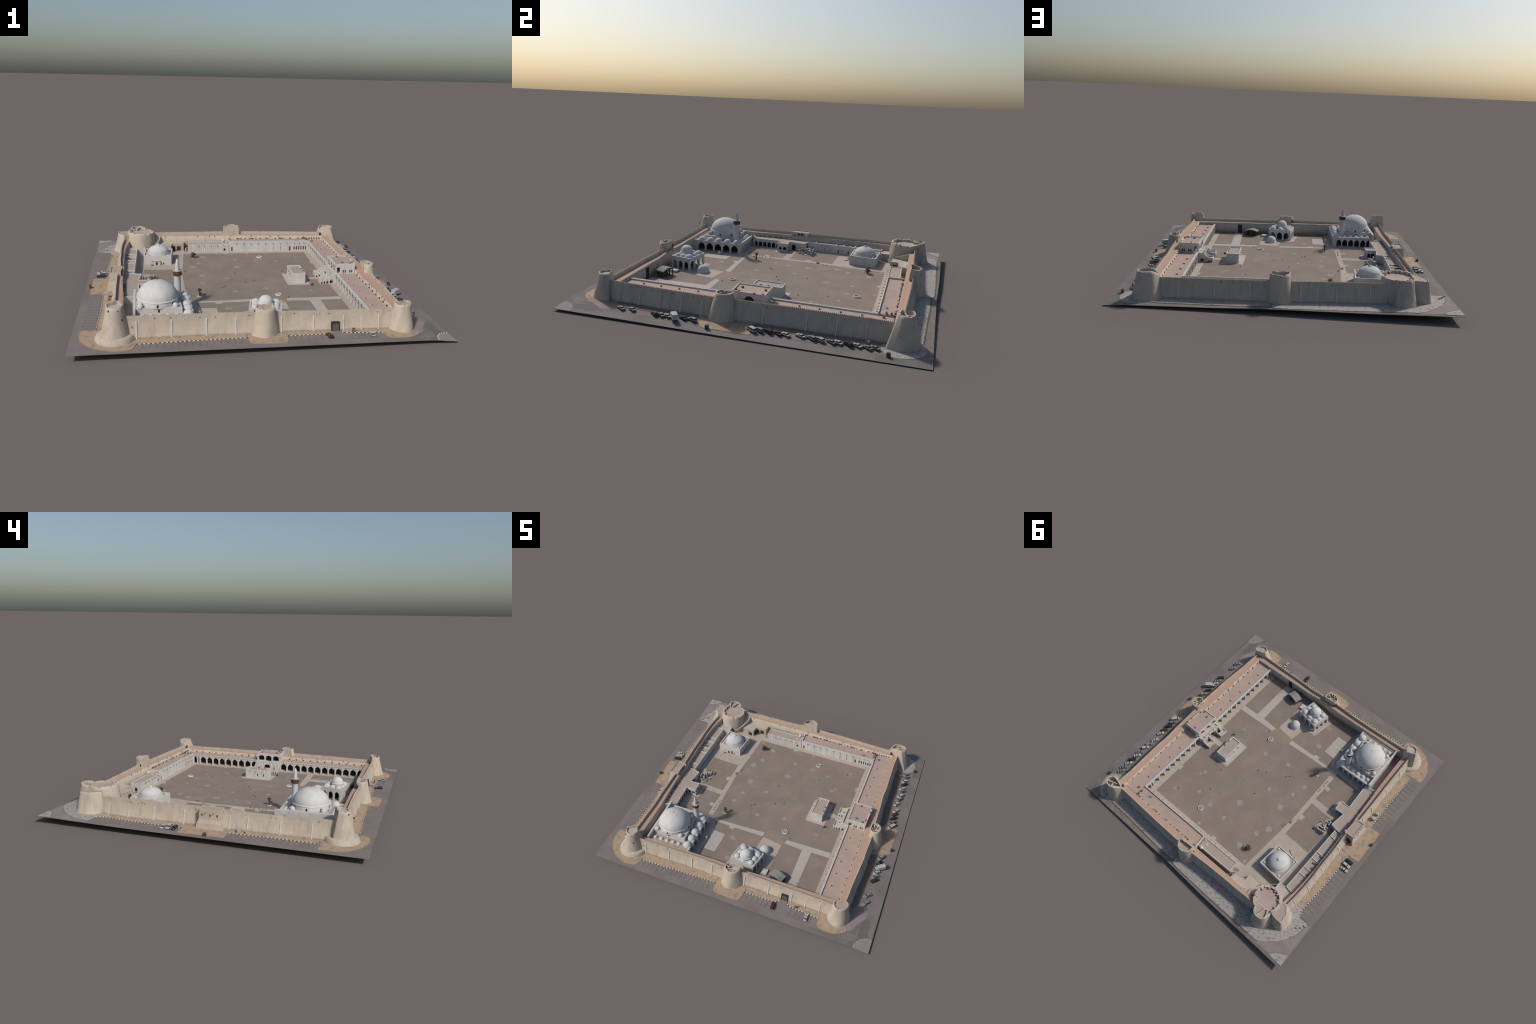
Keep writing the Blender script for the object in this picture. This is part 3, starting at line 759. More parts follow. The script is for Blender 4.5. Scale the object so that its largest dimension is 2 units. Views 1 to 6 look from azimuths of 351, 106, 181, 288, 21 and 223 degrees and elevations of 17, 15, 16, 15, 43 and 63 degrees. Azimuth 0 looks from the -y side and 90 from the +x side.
# east middle
T4, _ = tower([(0.775, -0.165), (0.812, -0.178), (0.850, -0.165), (0.876, -0.118), (0.866, -0.062), (0.832, -0.034), (0.785, -0.030)],
              [(0.771, -0.125), (0.785, -0.136), (0.806, -0.141), (0.830, -0.128), (0.842, -0.100), (0.836, -0.072), (0.812, -0.052), (0.785, -0.050), (0.768, -0.066)], 0.140, 0.108, rim=0.006, mat_floor="cream", curve=1.1)
fins(T4, 0.804, -0.096, 0.016, 0.036, (115, 200, 250, 10, 60), 0.105, 0.134, 0.006)
# north-east with a wing toward the wall walk
T5, _ = tower([(0.858, 0.735), (0.872, 0.790), (0.860, 0.840), (0.825, 0.885), (0.770, 0.902), (0.718, 0.882), (0.692, 0.845), (0.690, 0.800)],
              [(0.795, 0.778), (0.822, 0.800), (0.828, 0.828), (0.808, 0.850), (0.772, 0.858), (0.738, 0.848), (0.718, 0.822), (0.704, 0.800)], 0.151, 0.118, rim=0.006, mat_floor="cream", curve=1.1,
              inner_base=[((0.735, 0.786), (0.742, 0.786))], htop=lambda x, y: 0.156 + 0.003 * sstep(0.80, 0.775, y) - 0.025 * sstep(0.735, 0.700, x))
g = Geo(); strip(g, (0.745, 0.806), (0.815, 0.829), 0.006, 0.117, 0.146); make("tower_partition", g, "cream", T5)
g = Geo(); strip(g, (0.772, 0.820), (0.765, 0.850), 0.006, 0.117, 0.143); make("tower_partition", g, "cream", T5)
g = Geo(); box(g, 0.722, 0.780, 0.090, 0.012, 0.010, 0.022); make("tower_door_dark_block", g, "dark", T5)  # dark block in place of a cut doorway
# north middle
T6, _ = tower([(0.090, 0.785), (0.086, 0.828), (0.064, 0.868), (0.016, 0.893), (-0.032, 0.880), (-0.060, 0.842), (-0.060, 0.780)],
              [(0.073, 0.797), (0.068, 0.828), (0.045, 0.853), (0.012, 0.861), (-0.018, 0.850), (-0.038, 0.820), (-0.040, 0.789)], 0.152, 0.143, rim=0.005, mat_floor="roofb", curve=0.92,
              htop=lambda x, y: 0.165 + 0.005 * sstep(0.825, 0.79, y))
holes(T6, [(0.012, 0.865, 0.118, 0.007), (0.018, 0.862, 0.138, 0.004), (-0.030, 0.842, 0.14, 0.004), (0.052, 0.852, 0.13, 0.004)])
g = Geo(); box(g, -0.044, 0.800, 0.098, 0.008, 0.012, 0.024); make("tower_door_dark_block", g, "dark", T6)  # doorway shade put into a solid dark block
# north-west bastion: big drum, lobe and lower bastion
circ = lambda cx, cy, r, a0, a1, k=10: [(cx + r * math.cos(math.radians(a0 + (a1 - a0) * i / k)), cy + r * math.sin(math.radians(a0 + (a1 - a0) * i / k))) for i in range(k + 1)]
def drum_rim(x, y):
    """crest of the drum: broken parapet, open toward the north lobe"""
    a = math.degrees(math.atan2(y - 0.722, x + 0.664)) % 360
    if 68 < a < 146: return 0.1345
    h = 0.1425 if a < 68 else 0.150
    for b, w in ((352, 9), (22, 6), (195, 7), (242, 5), (300, 6), (328, 5)):
        if abs((a - b + 180) % 360 - 180) < w: h -= 0.007
    return h
T7, _ = tower(circ(-0.664, 0.722, 0.110, 0, 352, 24), circ(-0.665, 0.721, 0.0935, 0, 352, 24), 0.147, 0.1320, n=96, m=1, rim=0.013, curve=1.0, mat_floor="drumf", bulge=0.002,
              htop=drum_rim)
T8, _ = tower([(-0.628, 0.775), (-0.630, 0.830), (-0.642, 0.872), (-0.672, 0.893), (-0.719, 0.890), (-0.752, 0.866), (-0.766, 0.825), (-0.764, 0.775)],
              [(-0.633, 0.770), (-0.634, 0.806), (-0.648, 0.838), (-0.676, 0.852), (-0.710, 0.851), (-0.734, 0.832), (-0.742, 0.800), (-0.742, 0.770)], 0.152, 0.1340, rim=0.007, curve=1.1, mat_floor="roofb",
              htop=lambda x, y: 0.142 + 0.013 * sstep(0.800, 0.836, y) - 0.007 * sstep(0.80, 0.772, y) + 0.004 * sstep(-0.70, -0.74, x))
g = Geo(); prism(g, [(-0.640, 0.778), (-0.640, 0.80), (-0.738, 0.80), (-0.738, 0.776)], 0.120, 0.1352); make("tower_floor", g, "roofb", T8)
g = Geo(); strip(g, (-0.681, 0.848), (-0.700, 0.778), 0.009, 0.134, 0.149); make("tower_partition", g, "cream", T8)
g = Geo(); strip(g, (-0.733, 0.812), (-0.722, 0.780), 0.009, 0.134, 0.147); make("tower_partition", g, "cream", T8)
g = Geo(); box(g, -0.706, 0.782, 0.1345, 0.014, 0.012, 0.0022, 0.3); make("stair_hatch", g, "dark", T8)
T9, _ = tower([(-0.752, 0.800), (-0.797, 0.812), (-0.842, 0.806), (-0.859, 0.792), (-0.866, 0.750), (-0.859, 0.704), (-0.832, 0.662), (-0.795, 0.650)],
              [(-0.755, 0.774), (-0.790, 0.779), (-0.825, 0.7805), (-0.832, 0.776), (-0.8315, 0.745), (-0.824, 0.709), (-0.803, 0.682), (-0.786, 0.657)], 0.133, 0.129, rim=0.004, curve=1.1, mat_floor="roofb",
              inner_base=[((-0.70, 0.70), (-0.70, 0.70))])
for a in (-95, -60, -25, 20, 50, 175, 215, 245):
    t = math.radians(a); g = Geo(); strip(g, (-0.665 + 0.070 * math.cos(t), 0.721 + 0.070 * math.sin(t)), (-0.665 + 0.088 * math.cos(t), 0.721 + 0.088 * math.sin(t)), 0.008, 0.130, 0.141 if 0 < a < 60 else 0.1475)
    make("tower_partition", g, "cream", T7)
# ramped stair wall round the drum
g = Geo(); v, f = [], []
R0, k = 18, 0
path = smooth_line([(-0.522, 0.766), (-0.528, 0.725), (-0.545, 0.680), (-0.572, 0.640), (-0.610, 0.614)], R0)
for i, (x, y) in enumerate(path):
    t = i / (R0 - 1); z = 0.104 * (1 - t) + 0.030 * t
    dx, dy = (-0.664 - x), (0.722 - y); d = math.hypot(dx, dy); dx, dy = dx / d, dy / d
    for o, zz in ((0, -0.002), (0, z), (0.007, z), (0.007, z - 0.008), (0.050, z - 0.008), (0.050, -0.002)):
        v.append((x + dx * o, y + dy * o, zz))
for i in range(R0 - 1):
    for j in range(6):
        f.append((i * 6 + j, i * 6 + (j + 1) % 6, (i + 1) * 6 + (j + 1) % 6, (i + 1) * 6 + j))
g.add(v, f); g.add(v, [tuple(range(6)), tuple(reversed(range((R0 - 1) * 6, R0 * 6)))])
make("stair_ramp", g, "adobe", T7)

# west gatehouse
g = Geo()
gt = [(-0.822, -0.131), (-0.757, -0.131), (-0.757, 0.005), (-0.824, -0.004)]
lev = [(-0.003, [(-0.843, -0.152), (-0.757, -0.140), (-0.757, 0.006), (-0.842, 0.017)]), (0.030, [(-0.836, -0.145), (-0.757, -0.136), (-0.757, 0.005), (-0.838, 0.009)]),
       (0.052, [(-0.8275, -0.137), (-0.757, -0.132), (-0.757, 0.005), (-0.8285, 0.000)]), (0.111, gt), (0.111, inset(gt, 0.005)), (0.1065, inset(gt, 0.005))]
v = [(x, y, z) for z, p in lev for x, y in p]
f = [(k * 4 + i, k * 4 + (i + 1) % 4, k * 4 + 4 + (i + 1) % 4, k * 4 + 4 + i) for k in range(5) for i in range(4)] + [(20, 21, 22, 23), (3, 2, 1, 0)]
g.add(v, f)
GT = make("gatehouse", g, "adobe", walls)
g = Geo(); prism(g, inset(gt, 0.0045), 0.104, 0.1075); make("gatehouse_roof", g, "roofb", GT)
g = Geo(); y = -0.128
while y < 0.0: box(g, -0.8205, y, 0.1095, 0.004, 0.006, 0.0045); y += 0.0115
for x in (-0.812, -0.80, -0.79): box(g, x, -0.129, 0.1095, 0.006, 0.004, 0.0045); box(g, x, -0.0005, 0.1095, 0.006, 0.004, 0.0045)
make("merlon", g, "adobe", GT, stuff=True)
for y in (-0.020, -0.071, -0.114):
    g = Geo(); pane(g, (-0.8265, y + 0.02), (-0.8265, y - 0.02), arch(0.02, 0.0135, 0.069, 0.082, 0.089, False), 0, 0.004); make("window_surround", g, "cream", GT)
    g = Geo(); pane(g, (-0.8278, y + 0.02), (-0.8278, y - 0.02), arch(0.02, 0.008, 0.0715, 0.082, 0.0865, False), 0, 0.004); make("window", g, "woodg", GT)
for y in (-0.045, -0.093):
    g = Geo(); strip(g, (-0.824, y), (-0.838, y), 0.003, 0.092, 0.0945); make("spout", g, "unit", GT)
g = Geo(); strip(g, (-0.820, 0.0085), (-0.788, 0.0075), 0.006, 0.0, 0.042); make("gate_dark_panel", g, "dark", GT)  # dark strip on the north face, standing in for the gate opening
for y in (-0.075, -0.050):
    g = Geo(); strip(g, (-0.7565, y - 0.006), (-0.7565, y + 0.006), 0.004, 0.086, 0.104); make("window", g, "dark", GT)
g = Geo(); revolve(g, -0.752, -0.012, [(0.010, 0.080), (0.009, 0.106), (0.004, 0.109)], 14); make("newel_post", g, "cream", GT)

# ---------------- east arcade range
east = empty("east_range", fort)
XF = 0.6005
def gal(y0, y1, piers, skip_first=False):
    """arcade front on x = XF between y1 (north) and y0 (south), outside faces -x"""
    p, q = (XF, y1), (XF, y0)      # p->q runs south: outside (right) is -x
    hs = []
    e = sorted(piers, reverse=True)
    for a, b in zip(e, e[1:]):
        w = (a - b) - 0.0115
        hs.append(arch(y1 - (a + b) / 2, w, -0.002, 0.031, 0.0545))
    g = Geo(); panel(g, p, q, -0.004, 0.0700, 0.010, hs, mitre=(False, False))
    ob = make("arcade_front", g, "white", east)
    for a, b in zip(e, e[1:]):
        c = (a + b) / 2
        g = Geo(); strip(g, (XF + 0.006, c), (XF - 0.012, c), 0.003, 0.0575, 0.060); make("spout", g, "unit", ob)
    gp = Geo()
    for a in e:
        box(gp, XF - 0.0005, a, -0.003, 0.006, 0.0075, 0.0660)
    make("pilaster", gp, "white", ob)
    # cornice line
    g = Geo(); strip(g, (XF - 0.0012, y0), (XF - 0.0012, y1), 0.003, 0.0658, 0.0711); make("cornice", g, "white", ob)
    return ob
pS = [-0.0885 - 0.0552 * k for k in range(12)] + [-0.742]
pN = [0.102 + 0.0556 * k for k in range(9)] + [0.606, 0.628, 0.664]
gal(-0.744, -0.085, pS); gal(0.100, 0.672, pN)
g = Geo(); strip(g, (0.650, -0.745), (0.650, 0.76), 0.006, -0.002, 0.060); make("gallery_back_wall", g, "dark", east)  # coloured dark to stand in for shade behind the arches
g = Geo(); box(g, 0.6295, -0.0075 + 0.0, -0.001, 0.037, 1.45, 0.0028); make("gallery_floor", gridcut(g), "pave", east)
g = Geo(); prism(g, [(0.6095, -0.750), (0.7345, -0.750), (0.7345, 0.764), (0.6095, 0.764)], 0.056, 0.0615); make("gallery_roof", g, "roof", east)
# step face between roof and wall walk with solid dark blocks standing in for drain openings
g = Geo()
for k in range(25):
    y = -0.715 + k * 0.0585
    if -0.10 < y < 0.12: continue
    box(g, 0.7305, y, 0.0625, 0.006, 0.007, 0.0075)
make("drain_dark_block", g, "dark", east, stuff=True)
for y in (-0.637, -0.530, -0.419, -0.306, -0.195, 0.265, 0.372, 0.483, 0.593, -0.10):
    g = Geo(); box(g, 0.644, y, 0.061, 0.0075, 0.0075, 0.0085, random.uniform(-0.2, 0.2)); r = make("roof_vent", g, "cream", east)
    g = Geo(); box(g, 0.651, y + 0.002, 0.061, 0.007, 0.006, 0.006); make("vent_grille", g, "unit", r)

# pavilion over the centre of the range
pav = empty("pavilion", east)
fp = [(0.597, -0.087), (0.729, -0.083), (0.737, 0.103), (0.597, 0.104)]
ZR, ZP = 0.123, 0.129
hW = [arch(0.1915 * k, 0.047, 0.075 if k != 0.5 else 0.068, 0.096, 0.1125, False, 14) for k in (0.19, 0.5, 0.815)]
g = Geo()
panel(g, fp[3], fp[0], -0.003, ZP, 0.006, hW)
hS = [arch(0.022, 0.022, 0.063, 0.1, 0.106, False, 6)] + [arch(c, 0.0095, 0.068, 0.083, 0.088, False) for c in (0.055, 0.069, 0.100, 0.113)]
panel(g, fp[0], fp[1], -0.003, ZP, 0.006, hS)
hE = [arch(0.10, 0.052, 0.083, 0.088, 0.110, False, 14)]
panel(g, fp[1], fp[2], -0.003, ZP, 0.006, hE)
hN = [arch(0.140 - c, 0.0095, 0.068, 0.083, 0.088, False) for c in (0.055, 0.069, 0.100, 0.113)] + [arch(0.118, 0.022, 0.063, 0.1, 0.106, False, 6)]
panel(g, fp[2], fp[3], -0.003, ZP, 0.006, hN)
PB = make("pavilion_wall", g, "white", pav)
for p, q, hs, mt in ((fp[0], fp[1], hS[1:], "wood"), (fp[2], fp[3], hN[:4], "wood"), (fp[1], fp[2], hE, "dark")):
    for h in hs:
        g = Geo(); pane(g, p, q, h, 0.0025, 0.005); make("window_shutter", g, mt, PB)  # east arch: plain dark pane standing in for shade, not a shutter
        if h is not hE[0]:
            c = (h[0][0] + h[1][0]) / 2
            g = Geo(); pane(g, p, q, rect(c, 0.005, 0.097, 0.102), -0.0008, 0.002); make("niche", g, "stone", PB)
g = Geo(); prism(g, inset(fp, 0.0055), 0.117, ZR); make("pavilion_roof", g, "roof", pav)
g = Geo(); prism(g, inset(fp, 0.0055), 0.060, 0.066); make("pavilion_floor", g, "cream", pav)
g = Geo(); strip(g, (0.645, -0.079), (0.645, 0.097), 0.006, 0.066, 0.117); make("pavilion_back_wall", g, "dark", pav)  # shade of the upper room put into this wall's dark colour
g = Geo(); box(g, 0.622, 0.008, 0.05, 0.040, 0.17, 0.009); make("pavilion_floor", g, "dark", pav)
for x, y in ((0.721, -0.044), (0.652, -0.047), (0.653, 0.082), (0.732, 0.043), (0.731, 0.089), (0.700, -0.068)):
    g = Geo(); box(g, x, y, 0.1225, 0.008, 0.012, 0.010, random.random()); make("roof_vent", g, "unit", pav)
g = Geo(); box(g, 0.733, 0.107, 0.08, 0.012, 0.006, 0.03); make("newel_post", g, "white", pav)

# double stair before the pavilion
stair = empty("double_stair", east)
ZT = 0.060
g = Geo(); prism(g, [(0.560, -0.058), (0.599, -0.058), (0.599, 0.078), (0.560, 0.078)], 0.048, ZT); make("stair_landing", g, "cream", stair)
def wing(y0, y1, south):
    """one flight: side walls with arches, sloped top and a low room at its foot"""
    w = abs(y1 - y0)
    prof = [(0.500, 0.026), (0.530, 0.030), (0.562, 0.052), (0.599, ZT + 0.006)]
    hx = [(0.511, 0.010, 0.013), (0.529, 0.011, 0.016), (0.548, 0.012, 0.020), (0.574, 0.021, 0.026)]
    for yy, hole in ((y0, True), (y1, True)):
        outer_s = (yy == min(y0, y1))
        pr = [(0.500, -0.003)] + [(0.599, -0.003)] + list(reversed(prof))
        # side wall in the x-z plane with arched openings
        loops = [pr] + ([arch(c, ww, -0.001, hh * 0.55, hh, False, 8) for c, ww, hh in (hx if (yy in (y0,)) else hx[:2])])
        tri = tessellate_polygon([[Vector((a, b, 0)) for a, b in lp] for lp in loops])
        flat = [p for lp in loops for p in lp]; nn = len(flat); th = 0.0045
        y2 = yy + th if outer_s else yy - th
        v = [(x, yy, z) for x, z in flat] + [(x, y2, z) for x, z in flat]
        f = [tuple(t) for t in tri] + [tuple(nn + i for i in t) for t in tri]; o = 0
        for lp in loops:
            k = len(lp); f += [(o + i, o + (i + 1) % k, nn + o + (i + 1) % k, nn + o + i) for i in range(k)]; o += k
        g = Geo(); g.add(v, f); make("stair_side_wall", g, "white", stair)
    a, b = min(y0, y1), max(y0, y1)
    g = Geo(); L = b - a
    panel(g, (0.4995, b - 0.0005), (0.4995, a + 0.0005), -0.003, 0.027, 0.0045, [arch(L * t, 0.010, -0.001, 0.007, 0.012, False, 8) for t in (0.2, 0.5, 0.8)], mitre=(False, False))
    make("stair_end_wall", g, "white", stair)
    g = Geo(); prism(g, [(0.5035, a + 0.004), (0.532, a + 0.004), (0.532, b - 0.004), (0.5035, b - 0.004)], 0.015, 0.0195); make("stair_foot", g, "cream", stair)
    # steps
    yc0, yc1 = (a + 0.004, a + 0.026) if south else (b - 0.026, b - 0.004)
    g = Geo(); k = 10
    for i in range(k):
        x0 = 0.530 + i * 0.0035; z = 0.020 + (ZT - 0.020) * (i + 1) / k
        box(g, x0 + (0.600 - x0) / 2, (yc0 + yc1) / 2, z - 0.006, 0.600 - x0, yc1 - yc0, 0.006 - 0.0003 * (i == k - 1))
    make("stair_step", g, "cream", stair, stuff=True)
    g = Geo()
    yi = yc1 if south else yc0
    v = []
    for x, z0, z1 in ((0.531, 0.010, 0.033), (0.562, 0.03, 0.057), (0.564, 0.03, 0.066)):
        for o in (0, 0.0035):
            v += [(x, yi + (o if south else -o), z0), (x, yi + (o if south else -o), z1)]
    g.add(v, [(0, 4, 5, 1), (4, 8, 9, 5), (2, 3, 7, 6), (6, 7, 11, 10), (1, 5, 7, 3), (5, 9, 11, 7), (0, 1, 3, 2), (8, 10, 11, 9), (0, 2, 6, 4), (4, 6, 10, 8)])
    make("stair_balustrade", g, "white", stair)
wing(-0.091, -0.026, True); wing(0.106, 0.042, False)
g = Geo(); panel(g, (0.5595, 0.078), (0.5595, -0.062), 0.0, 0.072, 0.0045, [arch(0.070, 0.044, 0.0005, 0.034, 0.050, False, 14)], mitre=(False, False)); make("stair_bridge_front", g, "white", stair)
for y in (-0.018, 0.0325):
    g = Geo(); box(g, 0.559, y, 0.05, 0.006, 0.006, 0.0245); make("newel_post", g, "white", stair)
g = Geo(); box(g, 0.590, 0.008, 0.001, 0.004, 0.075, 0.046); make("stair_back_wall", g, "dark", stair)  # dark colour imitates the shade under the stair bridge

# ---------------- small house in the court
house = empty("court_house", fort)
fh = [(0.3185, -0.0665), (0.405, -0.069), (0.407, 0.108), (0.3195, 0.1075)]
g = Geo()
p, q = fh[3], fh[0]
hh = [rect(0.1075 - 0.0114, 0.0085, 0.015, 0.034), rect(0.1075 + 0.0357, 0.0085, 0.015, 0.034)]
panel(g, p, q, 0.0, 0.064, 0.0055, hh)
panel(g, fh[0], fh[1], 0.0, 0.064, 0.0055, [])
hb = [arch(0.06, 0.014, 0.002, 0.022, 0.028, False)]
panel(g, fh[1], fh[2], 0.0, 0.064, 0.0055, hb)
panel(g, fh[2], fh[3], 0.0, 0.064, 0.0055, [])
HB = make("house_wall", g, "white", house)
for h in hh: g = Geo(); pane(g, p, q, h, 0.002, 0.005); make("window_shutter", g, "wood", HB)
for h in hb: g = Geo(); pane(g, fh[1], fh[2], h, 0.002, 0.005); make("door", g, "woodg", HB)
g = Geo(); prism(g, inset(fh, 0.005), 0.052, 0.0585); make("house_roof", g, "roofb", house)
for y in (0.068, 0.022, -0.027):
    g = Geo(); strip(g, (0.322, y), (0.306, y), 0.0025, 0.050, 0.0525); make("spout", g, "unit", HB)
g = Geo(); box(g, 0.340, 0.088, 0.058, 0.013, 0.013, 0.0035); make("roof_hatch", g, "white", house)
for y in (0.025, -0.02):
    g = Geo(); box(g, 0.400, y, 0.058, 0.008, 0.012, 0.009); make("roof_vent", g, "unit", house)

# ---------------- north range
north = empty("north_range", fort)
fn = [(-0.013, 0.663), (0.604, 0.668), (0.604, 0.765), (-0.019, 0.763)]
p, q = fn[0], fn[1]
doors = [(0.022, 0.012, 0.036, "woodg", 0), (0.340, 0.010, 0.034, "stone", 0), (0.396, 0.010, 0.034, "stone", 0), (0.471, 0.013, 0.036, "wood", 0), (0.505, 0.0105, 0.036, "wood", 1), (0.524, 0.0115, 0.036, "woodg", 1),
         (0.542, 0.0095, 0.036, "wood", 1), (0.560, 0.0095, 0.036, "wood", 1), (0.579, 0.0115, 0.036, "woodg", 1), (0.597, 0.009, 0.036, "wood", 1)]
hs = [arch(c, w, 0.004 if not k else 0.009, h - 0.006, h, False, 8) for c, w, h, m_, k in doors]
g = Geo(); panel(g, p, q, -0.002, 0.0795, 0.006, hs, mitre=(True, False))
panel(g, fn[3], fn[0], -0.002, 0.0795, 0.006, [])
NB = make("range_wall", g, "white", north)
for h, d in zip(hs, doors):
    g = Geo(); pane(g, p, q, h, 0.0022, 0.005); make("door", g, d[3], NB)
g = Geo()
for c in (0.054, 0.109, 0.164, 0.220, 0.278, 0.3365, 0.392, 0.4475):
    pane(g, p, q, rect(c, 0.004, -0.001, 0.067), -0.0015, 0.003)
make("pilaster", g, "white", NB)
g = Geo()
for c in (0.054, 0.109, 0.164, 0.220, 0.278, 0.334, 0.390, 0.445, 0.500, 0.540, 0.577):
    pane(g, p, q, rect(c + 0.0005, 0.003, 0.062, 0.065), -0.013, 0.003)
make("spout", g, "unit", NB, stuff=True)
g = Geo()
k = 0.02
while k < 0.60: pane(g, p, q, rect(k, 0.004, 0.0585, 0.061), -0.0008, 0.003); k += 0.0138
make("dentil", g, "stone", NB, stuff=True)
g = Geo(); prism(g, [(-0.014, 0.6685), (0.610, 0.6735), (0.610, 0.766), (-0.018, 0.766)], 0.062, 0.0695); make("range_roof", g, "roof", north)
for x in (0.0, 0.07, 0.09, 0.155, 0.172, 0.205, 0.25, 0.285, 0.298, 0.39, 0.405, 0.42, 0.43, 0.475):
    g = Geo(); box(g, x, 0.757, 0.069, 0.009, 0.008, 0.010, random.uniform(-0.2, 0.2)); make("air_unit", g, random.choice(["unit", "cream", "metal"]), north)
for x, y in ((0.597, 0.712), (0.600, 0.738), (0.639, 0.703), (0.59, 0.757), (0.575, 0.757), (0.61, 0.757)):
    g = Geo(); box(g, x, y, 0.062 if x > 0.604 else 0.069, 0.012, 0.010, 0.012, random.uniform(-0.3, 0.3)); make("roof_vent", g, "unit", north)
g = Geo()
for i in range(5): strip(g, (0.498 + i * 0.005, 0.700), (0.510 + i * 0.005, 0.712), 0.002, 0.069, 0.074 + 0.001 * (i % 2))
make("roof_pipe", g, "metal", north)
g = Geo()
for x in [0.0, 0.06, 0.12, 0.18, 0.24, 0.30, 0.36, 0.42, 0.48, 0.54, 0.60, 0.63, 0.65, 0.67, 0.69, 0.71]: box(g, x, 0.7605, 0.0705, 0.007, 0.006, 0.007)
make("drain_dark_block", g, "dark", north, stuff=True)  # solid dark blocks drawn in place of drain holes
# lower wing to the west
fl = [(-0.3175, 0.6545), (-0.0145, 0.660), (-0.0205, 0.738), (-0.320, 0.730)]
g = Geo()
hl = [rect(0.270, 0.015, 0.008, 0.026)]
panel(g, fl[0], fl[1], -0.002, 0.0600, 0.005, hl, mitre=(True, False))
panel(g, fl[2], fl[3], -0.002, 0.0600, 0.005, [], mitre=(False, True))
hw = [rect(0.040, 0.020, 0.002, 0.028)]
panel(g, fl[3], fl[0], -0.002, 0.0600, 0.005, hw)
LW = make("wing_wall", g, "white", north)
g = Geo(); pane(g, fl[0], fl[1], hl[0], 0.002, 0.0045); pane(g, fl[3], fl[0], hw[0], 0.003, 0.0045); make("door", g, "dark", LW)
g = Geo(); k = 0.008
while k < 0.255: pane(g, fl[0], fl[1], rect(k, 0.0035, -0.001, 0.054), -0.0016, 0.002); k += 0.0165 if int(k * 100) % 3 else 0.0125
make("pilaster", g, "white", LW)
g = Geo()
for c in (0.07, 0.115, 0.165, 0.215, 0.262): pane(g, fl[0], fl[1], rect(c, 0.003, 0.050, 0.053), -0.012, 0.002)
make("spout", g, "unit", LW, stuff=True)
g = Geo(); prism(g, inset(fl, 0.0045), 0.050, 0.0555); make("wing_roof", g, "roofb", north)
g = Geo(); revolve(g, -0.050, 0.7365, [(0.004, 0.055), (0.011, 0.060), (0.013, 0.067), (0.011, 0.074), (0.004, 0.078)], 20); make("water_tank", g, "dome", north)
g = Geo(); box(g, -0.062, 0.695, 0.055, 0.010, 0.020, 0.004, 0.2); box(g, -0.030, 0.675, 0.055, 0.012, 0.010, 0.006); make("roof_hatch", g, "white", north)
# vaulted stores in the north-west corner
stores = empty("corner_stores", fort)
fs_ = [(-0.530, 0.690), (-0.545, 0.655), (-0.447, 0.645), (-0.444, 0.699), (-0.362, 0.707), (-0.355, 0.770), (-0.53, 0.772)]
g = Geo(); prism(g, fs_, -0.002, 0.0515); ST = make("store_block", g, "adobe", stores)
g = Geo(); prism(g, inset(fs_, 0.004), 0.050, 0.0523); make("store_roof", g, "creamr", ST)
g = Geo(); strip(g, (-0.4465, 0.648), (-0.4435, 0.701), 0.004, 0.051, 0.056); strip(g, (-0.544, 0.655), (-0.448, 0.645), 0.004, 0.051, 0.0545); strip(g, (-0.444, 0.700), (-0.362, 0.708), 0.004, 0.051, 0.0545); make("store_parapet", g, "cream", ST)
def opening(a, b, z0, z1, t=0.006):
    g = Geo(); strip(g, a, b, t, z0, z1); make("store_dark_panel", g, "dark", ST)  # dark strip on the wall face imitates a shaded opening
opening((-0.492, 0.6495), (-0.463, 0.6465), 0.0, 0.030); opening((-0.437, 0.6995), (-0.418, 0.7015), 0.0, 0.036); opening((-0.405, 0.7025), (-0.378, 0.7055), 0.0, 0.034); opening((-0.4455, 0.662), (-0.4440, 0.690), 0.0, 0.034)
g = Geo(); strip(g, (-0.358, 0.700), (-0.350, 0.770), 0.006, 0, 0.052); strip(g, (-0.340, 0.70), (-0.325, 0.72), 0.006, 0, 0.020); make("store_wall", g, "cream", ST)

# ---------------- domed bath house
bath = empty("domed_bath_house", fort)
fb = [(-0.6375, 0.3715), (-0.4495, 0.3645), (-0.4375, 0.5455), (-0.6305, 0.5575)]
g = Geo()
for i in range(4):
    hol = []
    if i == 0: hol = [arch(0.085, 0.013, -0.0005, 0.018, 0.024, False, 8), arch(0.135, 0.009, -0.0005, 0.011, 0.015, False, 8)]
    panel(g, fb[i], fb[(i + 1) % 4], -0.003, 0.0630, 0.007, hol)
    if i == 0: hd = hol
BH = make("bath_wall", g, "white", bath)
for h in hd: g = Geo(); pane(g, fb[0], fb[1], h, 0.002, 0.006); make("door", g, "wood", BH)
g = Geo(); pane(g, fb[0], fb[1], rect(0.080, 0.060, -0.001, 0.0265), -0.009, 0.003); make("porch", g, "white", BH)
g = Geo(); pane(g, fb[0], fb[1], rect(0.080, 0.066, 0.0245, 0.0285), -0.012, 0.003); pane(g, fb[0], fb[1], rect(0.1115, 0.0045, -0.001, 0.027), -0.0125, 0.003); make("porch_frame", g, "creamr", BH)
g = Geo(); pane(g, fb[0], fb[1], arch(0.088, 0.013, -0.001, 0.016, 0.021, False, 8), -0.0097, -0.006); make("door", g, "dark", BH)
g = Geo(); prism(g, inset(fb, 0.0065), 0.051, 0.0575); make("bath_roof", g, "roofb", bath)
cx, cy = -0.536, 0.458
